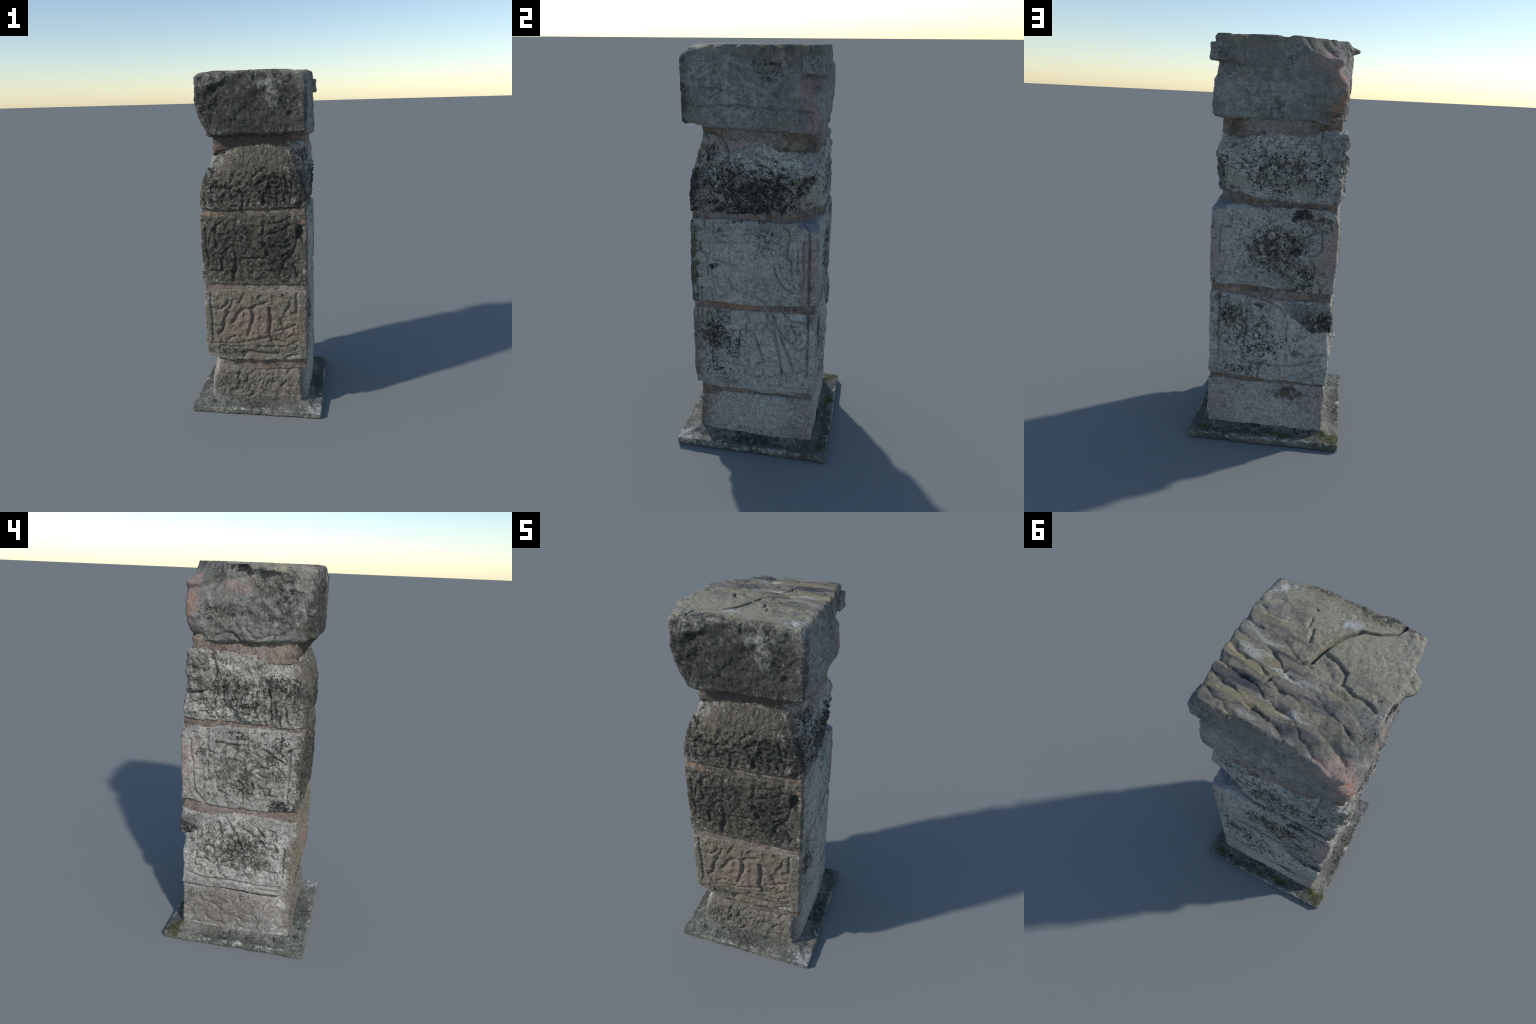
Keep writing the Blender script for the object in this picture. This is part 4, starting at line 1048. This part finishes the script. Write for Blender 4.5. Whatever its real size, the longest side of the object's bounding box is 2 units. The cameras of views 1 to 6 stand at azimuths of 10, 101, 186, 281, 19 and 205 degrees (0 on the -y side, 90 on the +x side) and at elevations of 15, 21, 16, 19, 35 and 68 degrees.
# ------------------------------------------------------------------ materials
def strata_streaks(k, col):
    m = k.new('ShaderNodeMapping')
    m.inputs['Rotation'].default_value = (0, 0, math.radians(21))
    m.inputs['Scale'].default_value = (3.5, 17.0, 3.0)
    k.put(m.inputs['Vector'], k.vec('ADD', k.pos, k.vec('SCALE', k.noise(6, 2, 0.5, colour=True), scale=0.06)))
    f = k.noise(1.0, 5, 0.65, vector=m.outputs[0])
    olive = k.patches([on_top(0.15, 0.12, 0.30, 0.26, 0.85), on_top(-0.1, 0.2, 0.2, 0.14, 0.8)], k.pos)
    col = k.mix(olive, col, (0.17, 0.152, 0.115))
    zone = k.patches([on_top(0.15, 0.10, 0.24, 0.24, 1.0), on_top(-0.05, 0.18, 0.16, 0.12, 1.0)], k.pos)
    a = k.math('MULTIPLY', k.ramp(f, 0.49, 0.58), zone)
    col = k.mix(a, col, (0.050, 0.054, 0.064))
    c = k.math('MULTIPLY', k.ramp(k.noise(1.0, 4, 0.6, vector=m.outputs[0], offset=(4.4, 2.2, 0)), 0.52, 0.62), zone)
    col = k.mix(c, col, (0.25, 0.215, 0.13))
    b = k.math('MULTIPLY', k.ramp(f, 0.44, 0.36), zone)
    return k.mix(b, col, (0.36, 0.35, 0.31))


TAN = (0.285, 0.262, 0.195)
capital_stone = stone('capital_limestone', ((0.10, 0.098, 0.085), (0.185, 0.18, 0.162), (0.29, 0.285, 0.262)), [
    (TAN, [on_top(-0.12, -0.12, 0.30, 0.24, 1.0), on_top(0.1, -0.2, 0.25, 0.15, 1.0)], 1.2, 20, 0.25),
    ((0.30, 0.30, 0.285), [on_right(-0.08, 1.76, 0.24, 0.14, 0.55), on_back(0.1, 1.74, 0.3, 0.15, 0.48), on_right(-0.2, 1.88, 0.12, 0.1, 0.5)], 1.4, 34, 0.22),  # right and back lightened to carry the scan's baked sunlight
    ((0.165, 0.145, 0.122), [on_top(-0.17, -0.02, 0.14, 0.12, 0.58), on_top(0.12, -0.22, 0.10, 0.07, 0.5)], 1.2, 18, 0.3),
    ((0.19, 0.178, 0.105), [on_top(0.0, -0.29, 0.30, 0.03, 0.6), on_top(-0.03, -0.13, 0.08, 0.05, 0.5), on_top(-0.16, 0.06, 0.14, 0.04, 0.55)], 1.2, 26, 0.25),
    ((0.44, 0.44, 0.42), [on_top(-0.05, -0.23, 0.05, 0.035, 0.7), on_top(0.25, -0.26, 0.05, 0.04, 0.55), on_top(0.18, 0.20, 0.09, 0.02, 0.6), on_top(-0.08, 0.18, 0.05, 0.03, 0.55)], 1.2, 30, 0.25),
    (DARK_GREY, [on_front(-0.02, 1.78, 0.5, 0.30, 1.0, 0.045), on_left(-0.15, 1.80, 0.2, 0.2, 0.5), on_left(0.1, 1.74, 0.2, 0.1, 0.42)], 1.5, 26, 0.30),
    (LICHEN, [on_front(0.0, 1.83, 0.09, 0.13, 0.66), on_front(-0.20, 1.83, 0.14, 0.17, 0.60), on_front(0.0, 1.70, 0.34, 0.08, 0.54), on_front(0.18, 1.85, 0.12, 0.12, 0.5), on_left(-0.2, 1.87, 0.08, 0.1, 0.5),
              on_left(0.10, 1.78, 0.16, 0.05, 0.40), on_left(0.02, 1.972, 0.06, 0.02, 0.9), on_left(0.14, 1.96, 0.04, 0.04, 0.6), on_right(0.08, 1.90, 0.10, 0.08, 0.45), on_top(-0.2, 0.18, 0.12, 0.05, 0.5)], 1.5, 40, 0.16),
    ((0.29, 0.215, 0.185), [on_right(0.24, 1.83, 0.05, 0.05, 0.9), on_right(0.26, 1.72, 0.04, 0.10, 0.7), on_left(0.05, 1.90, 0.18, 0.05, 0.5), ((-0.22, 0.25, 1.90), (0.13, 0.08, 0.06), 1.0)], 1.2, 22, 0.3),
    (RUST, [((-0.30, 0.27, 1.80), (0.07, 0.07, 0.10), 0.60), ((-0.29, 0.28, 1.68), (0.06, 0.07, 0.07), 0.56)], 1.2, 24, 0.25),
    ((0.13, 0.105, 0.075), [on_left(-0.28, 1.70, 0.08, 0.06, 0.8)], 1.0, 30, 0.3),
], offset=(1, 2, 3), specks=0.28, streak=strata_streaks, mottle=-0.02, speckle=0.55)

upper_stone = stone('upper_limestone', ((0.13, 0.125, 0.105), (0.26, 0.25, 0.22), (0.40, 0.39, 0.35)), [
    (OLIVE, [on_front(0.0, 1.45, 0.55, 0.36, 0.95, 0.13), on_front(0.0, 1.58, 0.45, 0.12, 0.75, 0.16), on_left(0.0, 1.42, 0.38, 0.22, 0.52), on_left(-0.26, 1.50, 0.12, 0.16, 0.7), on_back(-0.05, 1.40, 0.26, 0.12, 0.50), on_right(0.24, 1.38, 0.10, 0.10, 0.75), on_right(0.0, 1.36, 0.30, 0.14, 0.62), on_right(-0.24, 1.42, 0.08, 0.2, 0.6)], 1.7, 26, 0.22),
    (PINK, [on_right(-0.10, 1.61, 0.18, 0.03, 0.9), on_left(-0.05, 1.60, 0.2, 0.025, 0.8), on_back(0.05, 1.60, 0.2, 0.03, 0.8), on_right(0.20, 1.60, 0.08, 0.05, 0.6)], 1.2, 24, 0.25),
    (LICHEN, [on_front(0.10, 1.36, 0.22, 0.13, 0.74), on_front(0.26, 1.40, 0.08, 0.22, 0.86), on_front(-0.22, 1.40, 0.09, 0.08, 0.62), ((-0.28, -0.27, 1.45), (0.09, 0.10, 0.13), 0.62), on_front(-0.05, 1.33, 0.34, 0.11, 0.58),
              on_right(0.03, 1.37, 0.22, 0.15, 0.66), on_right(0.0, 1.30, 0.30, 0.06, 0.72), on_right(-0.10, 1.40, 0.22, 0.14, 0.52), on_right(-0.29, 1.36, 0.05, 0.16, 0.85), on_right(-0.22, 1.54, 0.07, 0.07, 0.70), on_right(0.23, 1.38, 0.07, 0.09, 0.66),
              on_left(-0.18, 1.45, 0.16, 0.08, 0.66), on_left(0.05, 1.42, 0.16, 0.08, 0.52), on_left(0.0, 1.34, 0.2, 0.07, 0.46),
              on_back(0.27, 1.38, 0.06, 0.10, 0.92), on_back(-0.02, 1.40, 0.26, 0.15, 0.44), on_back(-0.22, 1.40, 0.1, 0.12, 0.45)], 1.7, 46, 0.10),
    (PALE, [on_right(0.1, 1.50, 0.3, 0.12, 0.60), on_back(0.0, 1.46, 0.4, 0.2, 0.54), on_left(0.10, 1.30, 0.20, 0.05, 0.50), on_left(0.07, 1.53, 0.07, 0.05, 0.62), on_back(0.10, 1.30, 0.20, 0.05, 0.5), on_right(-0.18, 1.40, 0.06, 0.12, 0.45), on_back(0.0, 1.50, 0.22, 0.06, 0.42)], 1.6, 50, 0.15),  # broad right/back blobs paint in sunlight baked on those sides
], offset=(4, 1, 2), specks=0.6)

middle_stone = stone('middle_limestone', ((0.165, 0.160, 0.140), (0.295, 0.285, 0.255), (0.42, 0.41, 0.37)), [
    (PINK, [((-0.32, 0.31, 1.02), (0.07, 0.06, 0.24), 0.9), on_right(0.27, 1.02, 0.06, 0.22, 0.75), on_back(0.29, 1.05, 0.04, 0.2, 0.7), on_left(0.24, 1.08, 0.06, 0.14, 0.5)], 1.1, 26, 0.28),
    (OLIVE, [on_front(0.0, 1.02, 0.55, 0.40, 1.1), on_left(-0.05, 1.02, 0.32, 0.26, 0.56), on_back(-0.02, 1.02, 0.18, 0.16, 0.58), on_back(-0.16, 0.90, 0.12, 0.12, 0.45), on_back(-0.22, 1.17, 0.1, 0.06, 0.6)], 1.6, 30, 0.22),
    (LICHEN, [on_front(0.14, 1.02, 0.15, 0.26, 0.76), on_front(-0.10, 1.03, 0.38, 0.3, 0.58), on_front(0.27, 1.12, 0.035, 0.05, 1.2), on_front(0.24, 0.86, 0.07, 0.07, 0.55), on_left(-0.22, 0.84, 0.10, 0.05, 0.66), on_left(-0.20, 1.13, 0.10, 0.12, 0.48), on_left(0.0, 1.18, 0.06, 0.04, 0.55), on_left(-0.02, 0.93, 0.06, 0.10, 0.50),
              on_back(-0.14, 1.195, 0.08, 0.035, 0.80), on_back(-0.02, 1.02, 0.22, 0.18, 0.44), on_back(-0.16, 0.88, 0.09, 0.09, 0.52), on_back(-0.12, 1.02, 0.05, 0.06, 0.6), on_right(0.06, 1.15, 0.10, 0.08, 0.42), on_right(-0.175, 1.00, 0.022, 0.016, 1.2, 0.03), on_right(0.0, 1.245, 0.3, 0.02, 0.45)], 1.6, 50, 0.10),
    (PALE, [on_right(-0.1, 1.0, 0.35, 0.28, 0.56), on_back(0.12, 1.05, 0.30, 0.25, 0.52)], 1.0, 70, 0.35),  # brightens +x and +y faces: scanned sun kept in the colour
    (BLUE, [((0.29, 0.28, 1.225), (0.09, 0.08, 0.03), 1.1), on_right(0.05, 0.92, 0.12, 0.08, 0.45)], 0.9, 30, 0.2),
    (OCHRE, [on_front(-0.25, 1.22, 0.10, 0.04, 0.6), on_front(0.28, 1.18, 0.03, 0.03, 0.8)], 1.2, 34, 0.25),
], offset=(2, 5, 7), mottle=0.10, speckle=0.8)

lower_stone = stone('lower_limestone', ((0.165, 0.160, 0.140), (0.31, 0.30, 0.27), (0.46, 0.45, 0.41)), [
    ((0.165, 0.142, 0.106), [on_front(0.0, 0.55, 0.55, 0.38, 1.1)], 1.2, 24, 0.3),
    ((0.235, 0.16, 0.13), [on_front(-0.02, 0.54, 0.20, 0.15, 0.52), on_front(0.20, 0.55, 0.10, 0.10, 0.46), on_front(-0.17, 0.48, 0.10, 0.07, 0.46), on_right(0.0, 0.55, 0.12, 0.10, 0.4)], 1.2, 26, 0.28),
    (OLIVE, [on_front(-0.12, 0.38, 0.2, 0.04, 0.6), on_left(0.0, 0.56, 0.32, 0.22, 0.56), on_right(-0.18, 0.62, 0.14, 0.16, 0.55), on_back(0.15, 0.62, 0.20, 0.16, 0.5), on_left(0.12, 0.63, 0.1, 0.08, 0.5)], 1.6, 34, 0.2),  # broad left blob darkens the face to the scan's dimmer light there
    (LICHEN, [on_front(-0.15, 0.37, 0.16, 0.03, 0.5), on_left(-0.02, 0.57, 0.13, 0.07, 0.55), on_left(-0.12, 0.61, 0.08, 0.06, 0.5), on_right(-0.20, 0.63, 0.09, 0.10, 0.60), on_right(-0.10, 0.57, 0.08, 0.10, 0.46), on_right(-0.18, 0.45, 0.1, 0.08, 0.42),
              on_back(0.20, 0.68, 0.06, 0.08, 0.52), on_back(0.05, 0.52, 0.2, 0.12, 0.45), on_back(0.12, 0.39, 0.16, 0.05, 0.46), on_back(0.05, 0.72, 0.10, 0.03, 0.5)], 1.6, 55, 0.10),
    (PALE, [on_right(0.05, 0.55, 0.38, 0.28, 0.60), on_back(0.0, 0.55, 0.38, 0.28, 0.60), on_left(0.0, 0.43, 0.26, 0.06, 0.62), on_left(-0.24, 0.55, 0.05, 0.2, 0.62), on_left(0.29, 0.47, 0.05, 0.08, 0.8), on_right(0.05, 0.68, 0.2, 0.06, 0.42), on_back(-0.28, 0.53, 0.05, 0.06, 0.7)], 1.1, 70, 0.32),  # large right/back blobs tint these faces up to their baked-in sunlit level
    (PINK, [on_back(0.0, 0.765, 0.2, 0.02, 0.6), on_left(-0.1, 0.765, 0.2, 0.02, 0.6)], 1.2, 30, 0.25),
], offset=(6, 3, 1), speckle=0.8, mottle=0.12)

base_stone = stone('base_limestone', ((0.17, 0.158, 0.142), (0.275, 0.255, 0.235), (0.36, 0.345, 0.32)), [
    ((0.155, 0.135, 0.112), [on_front(0.0, 0.18, 0.50, 0.22, 1.05, 0.12), on_left(0.15, 0.22, 0.2, 0.12, 0.5)], 1.1, 24, 0.3),
    (PINK, [on_front(0.15, 0.262, 0.10, 0.025, 0.8), on_back(0.25, 0.18, 0.12, 0.16, 0.55), on_back(-0.27, 0.22, 0.06, 0.12, 0.6), on_right(0.28, 0.16, 0.04, 0.18, 0.7), on_right(-0.26, 0.26, 0.05, 0.05, 0.7)], 1.1, 26, 0.28),
    (PALE, [on_right(0.0, 0.2, 0.38, 0.2, 0.56), on_back(0.05, 0.15, 0.38, 0.2, 0.56)], 1.0, 70, 0.35),  # sun baked into the two far sides, painted as a paler tone
    ((0.175, 0.155, 0.135), [on_left(0.05, 0.2, 0.4, 0.2, 0.72)], 1.2, 26, 0.3),  # left face toned down, matching the weaker light captured on it
    (OLIVE, [on_front(-0.15, 0.16, 0.2, 0.08, 0.5), on_back(-0.12, 0.25, 0.12, 0.05, 0.75), on_left(0.27, 0.27, 0.05, 0.05, 0.5)], 1.4, 34, 0.22),
    (LICHEN, [on_front(-0.2, 0.16, 0.12, 0.06, 0.42), on_front(0.0, 0.065, 0.3, 0.02, 0.45), on_back(-0.10, 0.27, 0.06, 0.03, 0.5)], 1.5, 50, 0.12),
    (PALE, [((-0.285, -0.29, 0.235), (0.06, 0.06, 0.08), 1.0), ((0.27, -0.29, 0.24), (0.03, 0.04, 0.05), 0.7), on_left(-0.24, 0.16, 0.05, 0.05, 0.6)], 1.0, 40, 0.25),
], offset=(3, 8, 4), specks=0.35, mottle=0.0)

slab_stone = stone('slab_limestone', ((0.045, 0.048, 0.040), (0.105, 0.108, 0.092), (0.23, 0.23, 0.205)), [
    (LICHEN, [((0.0, 0.33, 0.06), (0.4, 0.05, 0.05), 0.5), ((0.33, 0.0, 0.06), (0.05, 0.34, 0.05), 0.52), ((-0.35, -0.1, 0.06), (0.06, 0.3, 0.05), 0.42), ((-0.1, -0.34, 0.05), (0.3, 0.06, 0.05), 0.45)], 1.4, 34, 0.15),
    ((0.36, 0.36, 0.33), [((0.37, -0.36, 0.04), (0.12, 0.10, 0.05), 0.60), ((0.0, -0.39, 0.03), (0.4, 0.03, 0.02), 0.40), ((0.395, 0.0, 0.03), (0.022, 0.42, 0.02), 0.56), ((0.0, 0.392, 0.03), (0.42, 0.022, 0.02), 0.52), ((-0.395, 0.0, 0.03), (0.022, 0.42, 0.02), 0.50)], 1.5, 44, 0.16),
    (MOSS, [((-0.10, 0.345, 0.05), (0.07, 0.03, 0.04), 0.85), ((-0.345, 0.345, 0.045), (0.06, 0.05, 0.04), 0.80), ((0.30, 0.345, 0.05), (0.07, 0.04, 0.04), 0.66), ((0.03, 0.35, 0.05), (0.06, 0.03, 0.04), 0.6)], 1.3, 30, 0.2),
], offset=(8, 2, 5), specks=0.5)

mortar = stone('bedding_mortar', ((0.085, 0.064, 0.050), (0.175, 0.135, 0.107), (0.275, 0.237, 0.20)), [
    ((0.24, 0.20, 0.178), [on_right(-0.05, 1.62, 0.25, 0.06, 0.7), on_left(-0.05, 1.61, 0.25, 0.05, 0.9), on_back(0.0, 1.61, 0.3, 0.06, 0.8), on_back(0.0, 0.79, 0.3, 0.04, 0.7), on_left(0.0, 0.78, 0.3, 0.04, 0.7), on_right(-0.1, 1.25, 0.2, 0.04, 0.7)], 1.2, 26, 0.3),
    ((0.085, 0.066, 0.055), [on_front(0.0, 1.62, 0.42, 0.10, 1.1, 0.12), on_front(-0.1, 1.24, 0.2, 0.02, 0.5), on_right(0.2, 0.80, 0.12, 0.03, 0.5), on_back(-0.1, 1.24, 0.2, 0.03, 0.5)], 1.2, 34, 0.25),
    ((0.30, 0.16, 0.11), [on_right(-0.05, 0.79, 0.16, 0.03, 0.7)], 1.2, 30, 0.25),
], offset=(5, 5, 5), specks=0.2)

repair_stone_pale = stone('repair_limestone', GREY, [
    (OLIVE, [on_left(0.23, 1.48, 0.1, 0.12, 0.6)], 1.5, 34, 0.22),
    (PALE, [((-0.28, 0.25, 1.61), (0.1, 0.1, 0.04), 0.9)], 1.2, 40, 0.25)], offset=(9, 1, 1), mottle=0.2)
repair_stone_dark = stone('repair_dark_limestone', ((0.085, 0.086, 0.08), (0.165, 0.165, 0.152), (0.29, 0.285, 0.26)), [
    (LICHEN, [((-0.28, 0.30, 0.66), (0.14, 0.12, 0.07), 0.66)], 1.5, 45, 0.12)], offset=(9, 4, 1))

# ------------------------------------------------------------------ assemble
pillar = bpy.data.objects.new('carved_stone_pillar', None)
bpy.context.scene.collection.objects.link(pillar)
pillar['label'] = 'weathered square limestone pillar with carved relief blocks'
pillar['category'] = 'stone pillar'

slab.build('plinth_slab', pillar, slab_stone)
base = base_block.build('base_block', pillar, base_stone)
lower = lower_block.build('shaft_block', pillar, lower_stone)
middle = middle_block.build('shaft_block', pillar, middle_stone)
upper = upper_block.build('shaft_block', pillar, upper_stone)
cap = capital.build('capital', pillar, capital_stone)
for b in beds:
    b.build('mortar_joint', pillar, mortar)
repair_upper.build('repair_stone', upper, repair_stone_pale)
repair_lower.build('repair_stone', lower, repair_stone_dark)
repair_cap.build('repair_stone', cap, repair_stone_pale)
